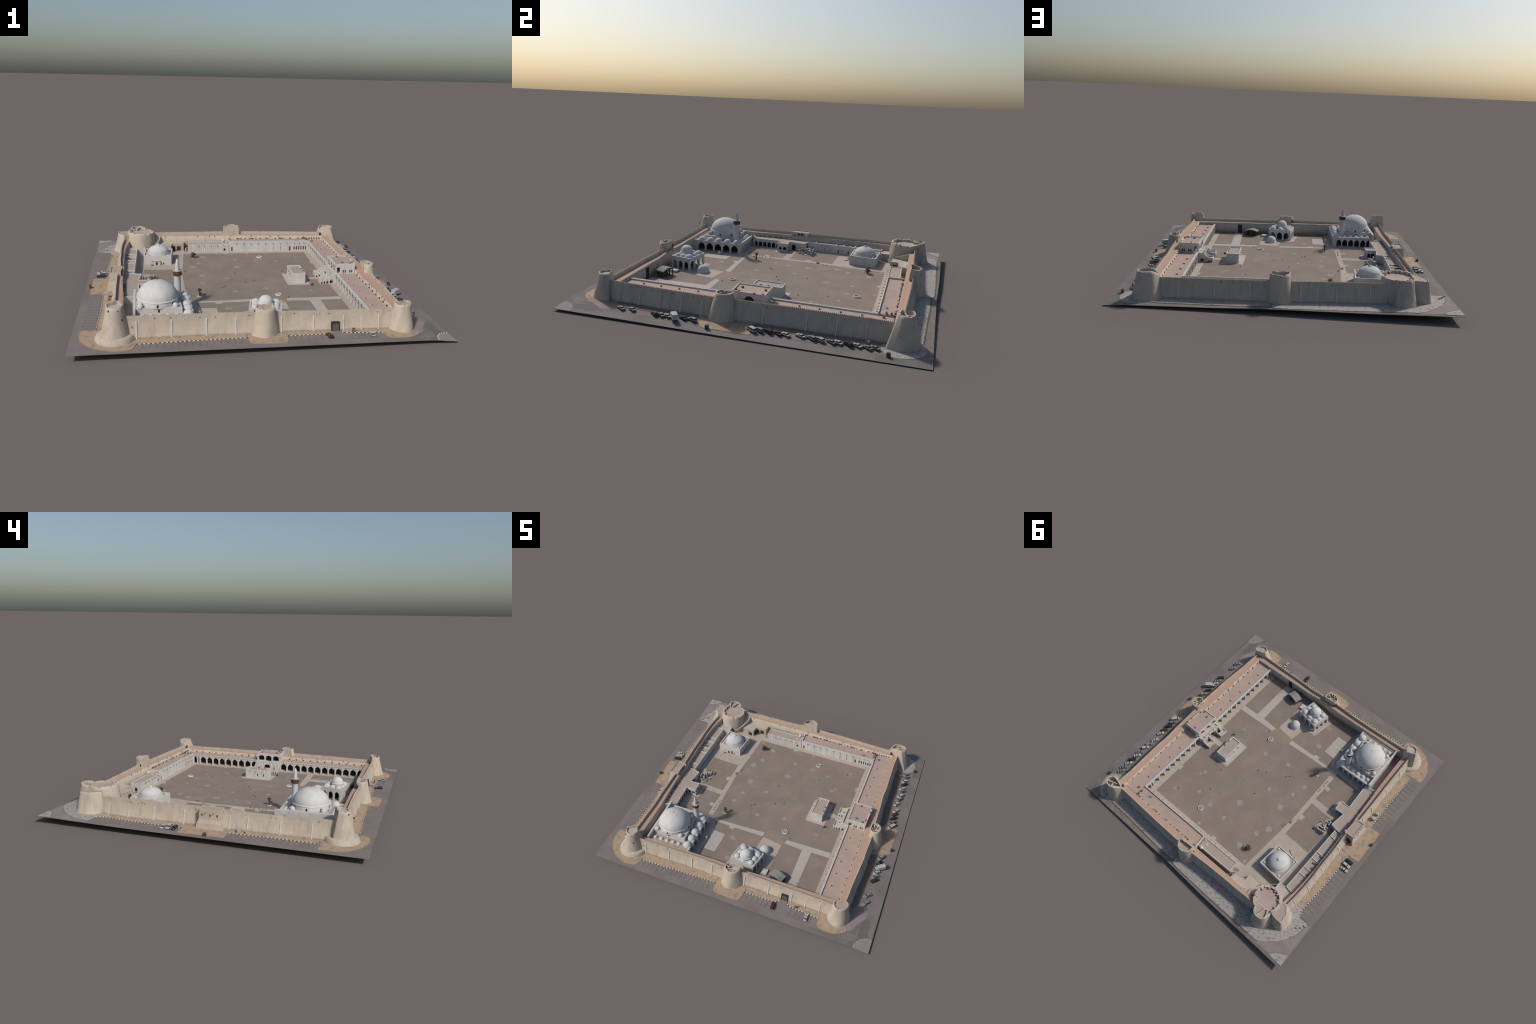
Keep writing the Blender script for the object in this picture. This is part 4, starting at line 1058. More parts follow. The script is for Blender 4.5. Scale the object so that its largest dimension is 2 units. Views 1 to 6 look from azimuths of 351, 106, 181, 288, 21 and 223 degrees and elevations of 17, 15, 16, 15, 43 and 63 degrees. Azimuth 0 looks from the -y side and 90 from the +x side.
g = Geo()
for r, z0, z1 in ((0.0795, 0.055, 0.0615), (0.0768, 0.0615, 0.0665), (0.0742, 0.0665, 0.0710), (0.0720, 0.0710, 0.0745)):
    revolve(g, cx, cy, [(r, z0 - 0.003), (r, z1)], 64, 0, False)
make("dome_step", g, "dome", bath)
pr = [(0.0700, 0.070)]
for i in range(16):
    t = math.pi / 2 * i / 16
    pr.append((0.0695 * math.cos(t) ** 1.25 + 0.0003, 0.0755 + 0.0415 * math.sin(t) ** 1.0))
pr += [(0.012, 0.1165), (0.011, 0.119), (0.008, 0.1225), (0.003, 0.1245), (0.0008, 0.1255)]
g = Geo(); revolve(g, cx, cy, pr, 64); make("bath_dome", g, "dome", bath)
for x, y in ((-0.471, 0.385), (-0.612, 0.392), (-0.600, 0.533), (-0.462, 0.524)):
    g = Geo(); revolve(g, x, y, domeprof(0.0085, 0.058, 0.007, 8, skirt=0.003), 20); make("dome_light", g, "dome", bath)
g = Geo(); strip(g, (-0.575, 0.352), (-0.522, 0.322), 0.006, 0.002, 0.006); box(g, -0.585, 0.345, 0.002, 0.012, 0.010, 0.012, 0.5); strip(g, (-0.60, 0.36), (-0.585, 0.335), 0.005, 0.002, 0.010); make("stone_debris", g, "stone", bath)

# ---------------- mosque
mosq = empty("mosque", fort)
fm = [(-0.342, -0.7635), (-0.359, -0.4065), (-0.668, -0.4085), (-0.655, -0.7665)]
g = Geo(); prism(g, [(-0.318, -0.752), (-0.334, -0.384), (-0.632, -0.378), (-0.66, -0.40), (-0.66, -0.75)], -0.002, 0.0045); make("mosque_plinth", g, "paveg", mosq)
g = Geo()
LE = math.hypot(fm[1][0] - fm[0][0], fm[1][1] - fm[0][1]); LN = fm[1][0] - fm[2][0]
hE = [arch(0.0625 + 0.0625 * i, 0.050, 0.0, 0.032, 0.0595, True, 16) for i in range(5)]
hN = [arch(0.045 + 0.0462 * i, 0.0375, 0.0, 0.032, 0.0575, True, 16) for i in range(6)]
panel(g, fm[0], fm[1], -0.002, 0.0765, 0.011, hE)
panel(g, fm[1], fm[2], -0.002, 0.0765, 0.011, hN)
panel(g, fm[3], fm[0], -0.002, 0.0765, 0.008, [], mitre=(True, True))
MB = make("mosque_arcade", g, "white", mosq)
g = Geo(); prism(g, inset(fm, 0.010), 0.064, 0.0700); make("mosque_roof", g, "white", mosq)
hw_ = [arch(0.06 + i * 0.058, 0.013, 0.055, 0.068, 0.073, False, 8) for i in (0.0, 2.0, 4.0)] + [rect(0.03 + 0.055 * i, 0.009, 0.01, 0.028) for i in range(6)]
g = Geo(); panel(g, (-0.6685, -0.4045), (-0.6555, -0.766), -0.003, 0.1035, 0.013, hw_, mitre=(False, False)); WB = make("west_wall", g, "white", mosq)
g = Geo()
for h in hw_: pane(g, (-0.6685, -0.4045), (-0.6555, -0.766), h, 0.003, 0.010)
make("window_shutter", g, "woodg", WB, stuff=True)
g = Geo(); prism(g, [(-0.40, -0.715), (-0.413, -0.450), (-0.65, -0.450), (-0.64, -0.715)], -0.002, 0.062); make("hall_dark_core", g, "dark", mosq)  # dark mass behind the arches, porch shade put into its colour
ub = [(-0.404, -0.690), (-0.424, -0.474), (-0.658, -0.474), (-0.650, -0.692)]
g = Geo(); prism(g, ub, 0.066, 0.1010)
UB = make("upper_block", g, "white", mosq)
g = Geo(); prism(g, inset(ub, 0.004), 0.099, 0.1018); make("upper_roof", g, "creamr", mosq)
g = Geo(); prism(g, [(-0.352, -0.758), (-0.352, -0.694), (-0.655, -0.694), (-0.655, -0.760), (-0.645, -0.760)], 0.068, 0.0708); make("strip_roof", g, "roofb", mosq)
def small_win(p, q, c, z0, z1, w=0.010, m="dark"):
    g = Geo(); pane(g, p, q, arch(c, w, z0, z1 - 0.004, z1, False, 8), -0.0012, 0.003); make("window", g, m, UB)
small_win(ub[3], ub[0], 0.124, 0.077, 0.092); small_win(ub[0], ub[1], 0.108, 0.077, 0.09); small_win(ub[1], ub[2], 0.115, 0.077, 0.091)
cx, cy = -0.5320, -0.5870
g = Geo(); revolve(g, cx, cy, [(0.1095, 0.098), (0.1090, 0.124), (0.1085, 0.1255)], 80); DR = make("dome_drum", g, "dome", mosq)
pr = [(0.1080, 0.123), (0.1108, 0.1265), (0.1108, 0.1285), (0.1080, 0.1300), (0.1065, 0.1310)]
for i in range(1, 25):
    t = math.pi / 2 * i / 24
    pr.append((0.1055 * math.cos(t) ** 1.12 + 0.0006, 0.131 + 0.0880 * math.sin(t)))
g = Geo(); revolve(g, cx, cy, pr, 80); make("main_dome", g, "dome", mosq)
g = Geo(); box(g, cx, cy, 0.2175, 0.004, 0.004, 0.006, 0.3); make("dome_finial", g, "unit", mosq)
for k in range(8):
    a = math.radians(-90 + 45 * k)
    x, y = cx + 0.1090 * math.cos(a), cy + 0.1090 * math.sin(a)
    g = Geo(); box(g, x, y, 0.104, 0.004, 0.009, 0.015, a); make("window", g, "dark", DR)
for x, y in ((-0.4396, -0.6737), (-0.6205, -0.6805), (-0.631, -0.501), (-0.450, -0.489)):
    g = Geo(); revolve(g, x, y, [(0.0150, 0.099), (0.0160, 0.106), (0.0158, 0.110), (0.0145, 0.115), (0.0115, 0.119), (0.006, 0.122), (0.0005, 0.123)], 28); make("corner_dome", g, "dome", mosq)
for x, y in ((-0.3874, -0.444), (-0.381, -0.513), (-0.379, -0.5815), (-0.3745, -0.643), (-0.3735, -0.7075)):
    g = Geo(); revolve(g, x, y, domeprof(0.0285, 0.070, 0.0275, 12, 0.95, 0.003), 36); make("arcade_dome", g, "dome", mosq)
for i in range(5):
    g = Geo(); revolve(g, -0.4315 - 0.0447 * i, -0.722 - 0.0023 * i, domeprof(0.0148, 0.070, 0.0155, 10, 0.95, 0.003), 28); make("arcade_dome", g, "dome", mosq)
    g = Geo(); revolve(g, -0.447 - 0.0437 * i, -0.4365 - 0.002 * i, domeprof(0.0155, 0.069, 0.0165, 10, 0.95, 0.003), 28); make("arcade_dome", g, "dome", mosq)
# minaret
mx_, my_ = -0.4235, -0.4625
g = Geo(); revolve(g, mx_, my_, [(0.0210, 0.068), (0.0198, 0.085), (0.0185, 0.150), (0.0177, 0.192), (0.0186, 0.195), (0.0186, 0.198), (0.0203, 0.203)], 36); MN = make("minaret_shaft", g, "dome", mosq)
g = Geo(); revolve(g, mx_, my_, [(0.0205, 0.2028), (0.0235, 0.2045), (0.0230, 0.212), (0.0230, 0.229), (0.0215, 0.229), (0.0215, 0.225)], 36, 0, False); make("minaret_balcony", g, "wbrown", mosq)
g = Geo(); revolve(g, mx_, my_, [(0.0222, 0.2285), (0.0250, 0.2285), (0.0250, 0.2315), (0.0222, 0.2315)], 36, 0, False); make("balcony_rail", g, "stone", mosq)
for k in range(16):
    a = 2 * math.pi * k / 16
    g = Geo(); box(g, mx_ + 0.0232 * math.cos(a), my_ + 0.0232 * math.sin(a), 0.205, 0.002, 0.0022, 0.0235, a); make("balcony_post", g, "wbrown", mosq)
g = Geo(); revolve(g, mx_, my_, [(0.0120, 0.224), (0.0118, 0.245), (0.0112, 0.256), (0.0095, 0.271), (0.0074, 0.284), (0.0056, 0.289), (0.0030, 0.295), (0.0008, 0.2985)], 28); make("minaret_spire", g, "dome", mosq)

# ---------------- domed kiosk by the south wall
kio = empty("domed_kiosk", fort)
fk = [(0.1215, -0.7150), (0.1475, -0.5770), (-0.0265, -0.5470), (-0.0535, -0.6835)]
g = Geo()
hk = [[], [], [], []]
LE = math.hypot(0.026, 0.138); LN = math.hypot(0.174, 0.03)
hk[0] = [arch(0.025 + 0.044 * i, 0.031, -0.001, 0.040, 0.058, True, 12) for i in range(3)]
hk[1] = [arch(0.034 + 0.0545 * i, 0.040, -0.001, 0.040, 0.060, True, 12) for i in range(3)]
hk[2] = [arch(0.025 + 0.044 * i, 0.031, -0.001, 0.040, 0.058, True, 12) for i in range(3)]
hk[3] = [rect(0.03, 0.005, 0.055, 0.060), rect(0.12, 0.005, 0.055, 0.060)]
for i in range(4): panel(g, fk[i], fk[(i + 1) % 4], -0.002, 0.0820, 0.008, hk[i])
KB = make("kiosk_wall", g, "white", kio)
g = Geo(); prism(g, inset(fk, 0.0075), 0.066, 0.0770); make("kiosk_roof", g, "white", kio)
g = Geo(); prism(g, inset(fk, 0.0075), -0.001, 0.0035); make("kiosk_floor", g, "pave", kio)
g = Geo(); prism(g, inset(fk, 0.045), 0.0, 0.060); make("kiosk_dark_core", g, "dark", kio)  # dark block stands in for the shade inside the kiosk
ex = Vector((0.174, -0.030)); ex /= ex.length; ey = Vector((0.0265, 0.137)); ey /= ey.length
kc = Vector((0.0472, -0.6305))
for i, j, r in ((-1, 1, .0225), (0, 1, .0210), (1, 1, .0235), (-1, 0, .0185), (1, 0, .0205), (-1, -1, .0195), (1, -1, .0190), (0, -1, .012)):
    c = kc + ex * (0.0555 * i) + ey * (0.0415 * j)
    if (i, j) == (0, -1): c = kc + ey * (-0.053)
    g = Geo(); revolve(g, c.x, c.y, domeprof(r * 1.12, 0.0765, r * 1.02, 12, 0.95, 0.003), 32); make("kiosk_dome", g, "dome", kio)
c = kc + ey * (-0.012)
g = Geo(); revolve(g, c.x, c.y, [(0.0430, 0.076), (0.0430, 0.095), (0.0445, 0.097), (0.0445, 0.0995), (0.0415, 0.101)] + domeprof(0.0402, 0.101, 0.0390, 14, 0.97), 48); make("kiosk_dome", g, "dome", kio)
# low dome east of it
g = Geo(); revolve(g, 0.1215, -0.492, [(0.0415, 0.0), (0.0415, 0.008), (0.039, 0.0095)] + domeprof(0.0378, 0.010, 0.0365, 14), 44); make("cistern_dome", g, "dome", kio)
# thatched shelter
hut = empty("thatched_shelter", fort)
ha = [(0.322, -0.714), (0.337, -0.668), (0.253, -0.647), (0.240, -0.693)]
H_ = [Vector((0.329, -0.722)), Vector((0.346, -0.664)), Vector((0.246, -0.640)), Vector((0.231, -0.698))]
g = Geo(); v = []
K = 8
for k in range(K + 1):
    t = k / K
    a = H_[0].lerp(H_[3], t); b = H_[1].lerp(H_[2], t)
    z = 0.041 + 0.013 * math.sin(math.pi * t)
    v += [(a.x, a.y, z), (b.x, b.y, z), (b.x, b.y, z - 0.005), (a.x, a.y, z - 0.005)]
f = []
for k in range(K):
    for i in range(4):
        j = (i + 1) % 4
        f.append((k * 4 + i, k * 4 + j, k * 4 + 4 + j, k * 4 + 4 + i))
g.add(v, f); g.add(v, [(0, 1, 2, 3), (K * 4 + 3, K * 4 + 2, K * 4 + 1, K * 4)])
make("thatch_roof", g, "thatch", hut)
for i in range(4):
    a, b = Vector(ha[i]), Vector(ha[(i + 1) % 4])
    for t in ((0, 0.33, 0.66) if i % 2 else (0, 0.5)):
        p = a.lerp(b, t); g = Geo(); box(g, p.x, p.y, 0, 0.005, 0.005, 0.041); make("post", g, "woodg", hut)
g = Geo(); strip(g, ha[0], ha[3], 0.003, 0, 0.03); strip(g, ha[0], ha[1], 0.003, 0, 0.018); make("back_screen", g, "woodg", hut)
g = Geo(); box(g, 0.290, -0.678, 0, 0.05, 0.012, 0.012, -0.25); make("bench", g, "woodg", hut)

# ---------------- west range
west = empty("west_range", fort)
g = Geo()
rp = [(-0.636, -0.393), (-0.650, -0.190), (-0.576, -0.194), (-0.580, -0.114), (-0.652, -0.118), (-0.637, -0.002), (-0.690, 0.009), (-0.755, 0.016), (-0.752, -0.15), (-0.735, -0.34), (-0.728, -0.405)]
rp = ccw(rp)
idx = {tuple(p): i for i, p in enumerate(rp)}
nR = len(rp)
for i in range(nR):
    a, b = rp[i], rp[(i + 1) % nR]
    L = math.hypot(b[0] - a[0], b[1] - a[1])
    hol = []
    if a == (-0.636, -0.393) or b == (-0.636, -0.393) and L < 0.25 and L > 0.15:
        s0 = 0.0
        hol = [arch((i2 + 0.5) * L / 6, 0.026, -0.001, 0.022, 0.037, False, 10) for i2 in range(6)]
    elif set((a, b)) == {(-0.576, -0.194), (-0.580, -0.114)}:
        hol = [arch(L * 0.28, 0.024, 0.012, 0.024, 0.033, False, 10), arch(L * 0.72, 0.024, 0.012, 0.024, 0.033, False, 10)]
    elif set((a, b)) == {(-0.650, -0.190), (-0.576, -0.194)}:
        hol = [arch(L * 0.30, 0.026, 0.012, 0.024, 0.035, False, 10), arch(L * 0.72, 0.026, 0.012, 0.024, 0.035, False, 10)]
    elif set((a, b)) == {(-0.580, -0.114), (-0.652, -0.118)}:
        hol = [arch(L * 0.30, 0.026, 0.008, 0.024, 0.035, False, 10), arch(L * 0.70, 0.026, 0.008, 0.024, 0.035, False, 10)]
    elif set((a, b)) == {(-0.652, -0.118), (-0.637, -0.002)}:
        hol = [arch(L * (0.70 if a[1] > b[1] else 0.30), 0.030, -0.001, 0.028, 0.042, False, 10)]
    panel(g, a, b, -0.002, 0.0585, 0.005, hol, mitre=(False, False))
WR = make("west_wall", g, "white", west)
g = Geo(); prism(g, inset(rp, 0.004), 0.047, 0.0545); make("west_roof", g, "roofb", west)
g = Geo(); prism(g, inset(rp, 0.024), -0.002, 0.046); make("dark_interior", g, "dark", west)  # solid fill, its dark colour imitates shade in the rooms
g = Geo(); strip(g, (-0.636, -0.396), (-0.668, -0.400), 0.005, -0.002, 0.066); strip(g, (-0.671, -0.404), (-0.724, -0.412), 0.006, 0.0, 0.063); make("yard_wall", g, "white", west)
g = Geo(); prism(g, [(-0.655, -0.764), (-0.655, -0.408), (-0.730, -0.414), (-0.718, -0.764)], -0.002, 0.017); make("yard_floor", g, "roofb", west)
for y, s in ((-0.372, .010), (-0.335, .010), (-0.296, .010), (-0.246, .010), (-0.210, .011), (-0.174, .014)):
    x = -0.724 - 0.05 * (y + 0.372)
    g = Geo(); box(g, x, y, 0.054, s, s, s * 0.9, 0.2); make("air_unit", g, "metal" if s > .012 else "unit", west)
# row of rooms
fr = [(-0.684, 0.016), (-0.688, 0.556), (-0.7450, 0.566), (-0.768, 0.43), (-0.766, 0.30), (-0.756, 0.016)]
g = Geo()
hol = [rect(0.040, 0.012, -0.001, 0.028), rect(0.128, 0.006, 0.018, 0.029), rect(0.175, 0.006, 0.018, 0.029), rect(0.231, 0.008, 0.004, 0.029), rect(0.262, 0.006, 0.018, 0.029), rect(0.305, 0.009, 0.004, 0.029), rect(0.40, 0.009, 0.004, 0.029), rect(0.48, 0.014, 0.0, 0.032)]
panel(g, fr[0], fr[1], -0.002, 0.0610, 0.005, hol)
for i in range(1, 5): panel(g, fr[i], fr[i + 1], -0.002, 0.0610, 0.005, [], mitre=(i == 1, False))
RB = make("room_wall", g, "white", west)
g = Geo()
for h in hol: pane(g, fr[0], fr[1], h, 0.002, 0.0045)
make("window_shutter", g, "woodg", RB, stuff=True)
g = Geo(); prism(g, inset(fr, 0.0045), 0.048, 0.0545); make("room_roof", g, "roofb", west)
for y in (0.073, 0.225, 0.283, 0.365, 0.420):
    xw = interp([(0.016, -0.756), (0.30, -0.765), (0.43, -0.767), (0.566, -0.745)], y)
    g = Geo(); strip(g, (-0.688, y), (xw, y + 0.003), 0.005, 0.050, 0.0605); make("roof_divider", g, "white", west)
for x, y in ((-0.735, 0.235), (-0.742, 0.30), (-0.727, 0.305), (-0.742, 0.34), (-0.748, 0.395)):
    g = Geo(); box(g, x, y, 0.054, 0.012, 0.012, 0.010, random.random()); make("air_unit", g, "unit", west)
g = Geo(); box(g, -0.679, 0.165, 0.001, 0.014, 0.20, 0.003); box(g, -0.668, 0.165, 0.0005, 0.012, 0.20, 0.0026); make("door_step", g, "paveg", west)
g = Geo(); prism(g, [(-0.7445, 0.563), (-0.690, 0.555), (-0.632, 0.572), (-0.640, 0.630), (-0.70, 0.66), (-0.76, 0.64)], -0.002, 0.050); make("link_block", g, "creamr", west)
g = Geo(); strip(g, (-0.636, 0.560), (-0.640, 0.628), 0.005, 0.0, 0.054); strip(g, (-0.690, 0.560), (-0.636, 0.566), 0.005, 0.0, 0.053); make("link_parapet", g, "white", west)
# broken stair in the yard
ruin = empty("ruined_stair", fort)
g = Geo(); prism(g, [(-0.640, -0.030), (-0.592, -0.046), (-0.555, 0.020), (-0.537, 0.086), (-0.640, 0.088)], 0, 0.004); make("ruin_base", g, "paveg", ruin)
for (x0, y0, x1, y1, w, h) in ((-0.548, 0.072, -0.624, 0.072, .014, .017), (-0.562, 0.052, -0.630, 0.050, .010, .030), (-0.572, 0.034, -0.632, 0.028, .009, .024), (-0.584, 0.016, -0.600, 0.040, .008, .038), (-0.590, -0.010, -0.632, 0.006, .008, .030),
                               (-0.596, -0.032, -0.634, -0.020, .007, .020), (-0.600, 0.010, -0.612, 0.050, .010, .034), (-0.620, -0.020, -0.622, 0.012, .007, .042), (-0.566, 0.060, -0.566, 0.080, .008, .026), (-0.580, -0.028, -0.575, -0.006, .006, .012), (-0.608, 0.072, -0.632, 0.072, .010, .032)):
    g = Geo(); strip(g, (x0, y0), (x1, y1), w, 0.003, h); make("ruin_wall", g, "stone", ruin)
g = Geo()
for i in range(22):
    x, y = random.uniform(-0.63, -0.56), random.uniform(-0.025, 0.08)
    box(g, x, y, 0.003, random.uniform(.004, .009), random.uniform(.004, .009), random.uniform(.006, .030), random.random() * 3)
make("ruin_rubble", g, "stone", ruin, stuff=True)
# small items outside
g = Geo(); box(g, -0.833, -0.250, 0.002, 0.022, 0.022, 0.026, 0.1); make("utility_box", g, "stone", fort)
g = Geo(); box(g, -0.833, -0.297, 0.002, 0.018, 0.018, 0.022, 0.1); make("utility_box", g, "stone", fort)
for x, y in ((0.949, -0.130), (0.937, 0.758), (-0.945, -0.085)):
    g = Geo(); box(g, x, y, 0.001, 0.013, 0.018, 0.015, 0.2); box(g, x, y, 0.0155, 0.014, 0.019, 0.002, 0.2); make("waste_bin", g, "bin", fort)
for x, y in ((-0.922, 0.711), (-0.940, 0.692), (-0.955, 0.668)):
    g = Geo(); box(g, x, y, 0.002, 0.013, 0.010, 0.010, 0.6); make("concrete_block", g, "stone", fort)
g = Geo(); box(g, 0.842, 0.655, 0.002, 0.012, 0.012, 0.014); make("utility_box", g, "metal", fort)
g = Geo(); box(g, 0.479, -0.848, 0.002, 0.012, 0.008, 0.020); box(g, 0.479, -0.848, 0.020, 0.015, 0.008, 0.004); make("ticket_post", g, "unit", fort)

# ------------------------------------------------------------------ palms
def frond_mesh(L, droop):
    """curved feather leaf: ribbed stalk with pairs of narrow leaflets"""
    g = Geo(); K = 9
    P = []
    for k in range(K + 1):
        t = k / K
        P.append((L * (t - 0.12 * t * t), L * (0.55 * t - droop * t * t)))
    for k in range(K):
        (x0, z0), (x1, z1) = P[k], P[k + 1]
        w = 0.0007
        g.add([(x0, -w, z0), (x0, w, z0), (x0, 0, z0 - w), (x1, -w, z1), (x1, w, z1), (x1, 0, z1 - w)], [(0, 1, 4, 3), (1, 2, 5, 4), (2, 0, 3, 5)])
        for s in (-1, 1):
            l = L * 0.36 * math.sin(math.pi * (0.15 + 0.8 * k / K)); xm, zm = (x0 + x1) / 2, (z0 + z1) / 2
            b = 0.0013
            tip = (xm + l * 0.6, s * l * 0.8, zm - l * 0.25)
            g.add([(xm - b, 0, zm), (xm + b, 0, zm), (xm, 0, zm - 0.0007), tip], [(0, 1, 3), (1, 2, 3), (2, 0, 3)])
    me = bpy.data.meshes.new("frond"); me.from_pydata(g.v, [], g.f); me.materials.append(M["leaf"])
    bm = bmesh.new(); bm.from_mesh(me); bmesh.ops.recalc_face_normals(bm, faces=bm.faces); bm.to_mesh(me); bm.free()
    return me
FR = [frond_mesh(0.026, 0.85), frond_mesh(0.022, 0.35), frond_mesh(0.024, 1.2)]
def palm(x, y, h, crowns):
    root = empty("palm_tree", None, "small date palm with feathery crown in a round white kerb", "palm tree", (x, y, gz(x, y)))
    g = Geo(); revolve(g, 0, 0, [(0.0145, 0.0), (0.0145, 0.005), (0.0115, 0.005), (0.0115, 0.002)], 24); make("planter_ring", g, "dome", root, tilt=False)
    g = Geo(); pr = []
    for k in range(9): pr += [(0.0036 + 0.0008 * (k % 2) - 0.0001 * k, h * k / 8)]
    revolve(g, 0, 0, pr, 10); make("trunk", g, "trunk", root, tilt=False)
    for cx_, cy_, cz, n_, sc in crowns:
        for i in range(n_):
            o = bpy.data.objects.new("frond", FR[i % 3]); COL.objects.link(o); o.parent = root
            o.location = (cx_, cy_, cz)
            o.rotation_euler = (random.uniform(-0.3, 0.3), random.uniform(-0.5, 0.35), i * 2 * math.pi / n_ * 1.0 + random.uniform(-0.25, 0.25))
            s = sc * random.uniform(0.8, 1.15); o.scale = (s, s, s)
palm(-0.290, -0.264, 0.046, [(0, 0, 0.047, 22, 0.66), (0.0, 0.002, 0.038, 16, 0.6), (0.006, -0.013, 0.024, 14, 0.6), (0.003, 0.0, 0.014, 12, 0.5)])
palm(-0.292, 0.512, 0.040, [(0, 0, 0.040, 16, 0.85), (0.004, 0.004, 0.024, 20, 0.95), (-0.003, -0.004, 0.013, 14, 0.85)])

# ------------------------------------------------------------------ vehicles
PAINT = {"white": (0.42, 0.42, 0.41), "silver": (0.22, 0.225, 0.225), "grey": (0.17, 0.175, 0.18), "black": (0.025, 0.027, 0.028), "green": (0.03, 0.04, 0.03), "red": (0.12, 0.02, 0.02), "maroon": (0.075, 0.022, 0.022)}
for k, c in PAINT.items(): M["paint_" + k] = mat_flat("car_paint_" + k, c, 0.35, 0.0, 0.5, 0.3)
def extr(g, prof, w0, w1=None, zsplit=None, mi=0):
    """side profile (x, z) swept across the width"""
    n = len(prof)
    v = [(x, -w0 / 2, z) for x, z in prof] + [(x, w0 / 2, z) for x, z in prof]
    g.add(v, [tuple(range(n)), tuple(reversed(range(n, 2 * n)))] + [(i, (i + 1) % n, n + (i + 1) % n, n + i) for i in range(n)], mi)
def lofted(g, secs, mi=0):
    """stack of rectangles (x0, x1, half width, z)"""
    v = []
    for x0, x1, w, z in secs: v += [(x0, -w, z), (x1, -w, z), (x1, w, z), (x0, w, z)]
    f = [(k * 4 + i, k * 4 + (i + 1) % 4, k * 4 + 4 + (i + 1) % 4, k * 4 + 4 + i) for k in range(len(secs) - 1) for i in range(4)]
    m = (len(secs) - 1) * 4
    g.add(v, f + [(3, 2, 1, 0), (m, m + 1, m + 2, m + 3)], mi)
def bevelled(geo, name, mats, w):
    me = bpy.data.meshes.new(name); me.from_pydata(geo.v, [], geo.f)
    for k in mats: me.materials.append(M[k])
    bm = bmesh.new(); bm.from_mesh(me); bmesh.ops.recalc_face_normals(bm, faces=bm.faces)
    bmesh.ops.bevel(bm, geom=bm.edges[:], offset=w, segments=2, affect='EDGES', clamp_overlap=True)
    bm.to_mesh(me); bm.free(); me.polygons.foreach_set("use_smooth", [False] * len(me.polygons))
    return me
def wheel_mesh(r):
    g = Geo(); n = 16
    v = [(r * math.cos(2 * math.pi * i / n), s, r * math.sin(2 * math.pi * i / n)) for s in (-0.0022, 0.0022) for i in range(n)]
    g.add(v, [(i, (i + 1) % n, n + (i + 1) % n, n + i) for i in range(n)] + [tuple(range(n)), tuple(reversed(range(n, 2 * n)))])
    me = bpy.data.meshes.new("wheel"); me.from_pydata(g.v, [], g.f); me.materials.append(M["tyre"]); return me
WH = wheel_mesh(0.0042)
CACHE = {}
def car_parts(kind, paint):
    if (kind, paint) in CACHE: return CACHE[(kind, paint)]
    b, c, r = Geo(), Geo(), Geo()
    if kind == "sedan":
        lofted(b, [(-0.0265, 0.0265, 0.0108, 0.0030), (-0.0275, 0.0275, 0.0115, 0.0060), (-0.0268, 0.0262, 0.0112, 0.0098)])
        lofted(c, [(-0.0180, 0.0115, 0.0105, 0.0094), (-0.0120, 0.0045, 0.0088, 0.0146)])
        lofted(r, [(-0.0115, 0.0040, 0.0086, 0.0142), (-0.0105, 0.0030, 0.0080, 0.0155)])
    elif kind == "suv":
        lofted(b, [(-0.0275, 0.0275, 0.0112, 0.0035), (-0.0285, 0.0285, 0.0120, 0.0070), (-0.0280, 0.0270, 0.0117, 0.0120)])
        lofted(c, [(-0.0272, 0.0115, 0.0112, 0.0116), (-0.0245, 0.0055, 0.0098, 0.0180)])
        lofted(r, [(-0.0245, 0.0055, 0.0097, 0.0176), (-0.0235, 0.0040, 0.0090, 0.0192)])
    else:
        lofted(b, [(-0.0285, 0.0285, 0.0115, 0.0035), (-0.0290, 0.0290, 0.0122, 0.0070), (-0.0288, 0.0270, 0.0120, 0.0135)])
        lofted(c, [(-0.0286, 0.0235, 0.0117, 0.0130), (-0.0280, 0.0140, 0.0110, 0.0200)])
        lofted(r, [(-0.0281, 0.0150, 0.0111, 0.0195), (-0.0272, 0.0130, 0.0102, 0.0225)])
    CACHE[(kind, paint)] = (bevelled(b, "car_body", ["paint_" + paint], 0.0012), bevelled(c, "car_windows", ["glass"], 0.0006), bevelled(r, "car_roof", ["paint_" + paint], 0.0005))
    return CACHE[(kind, paint)]
LM = {}
def lamp_mesh(x, w, z, key):
    if (x, w, z, key) not in LM:
        g = Geo()
        for s in (-1, 1): box(g, x, s * w, z, 0.0016, 0.0038, 0.0018)
        me = bpy.data.meshes.new("lamp"); me.from_pydata(g.v, [], g.f); me.materials.append(M[key]); LM[(x, w, z, key)] = me
    return LM[(x, w, z, key)]
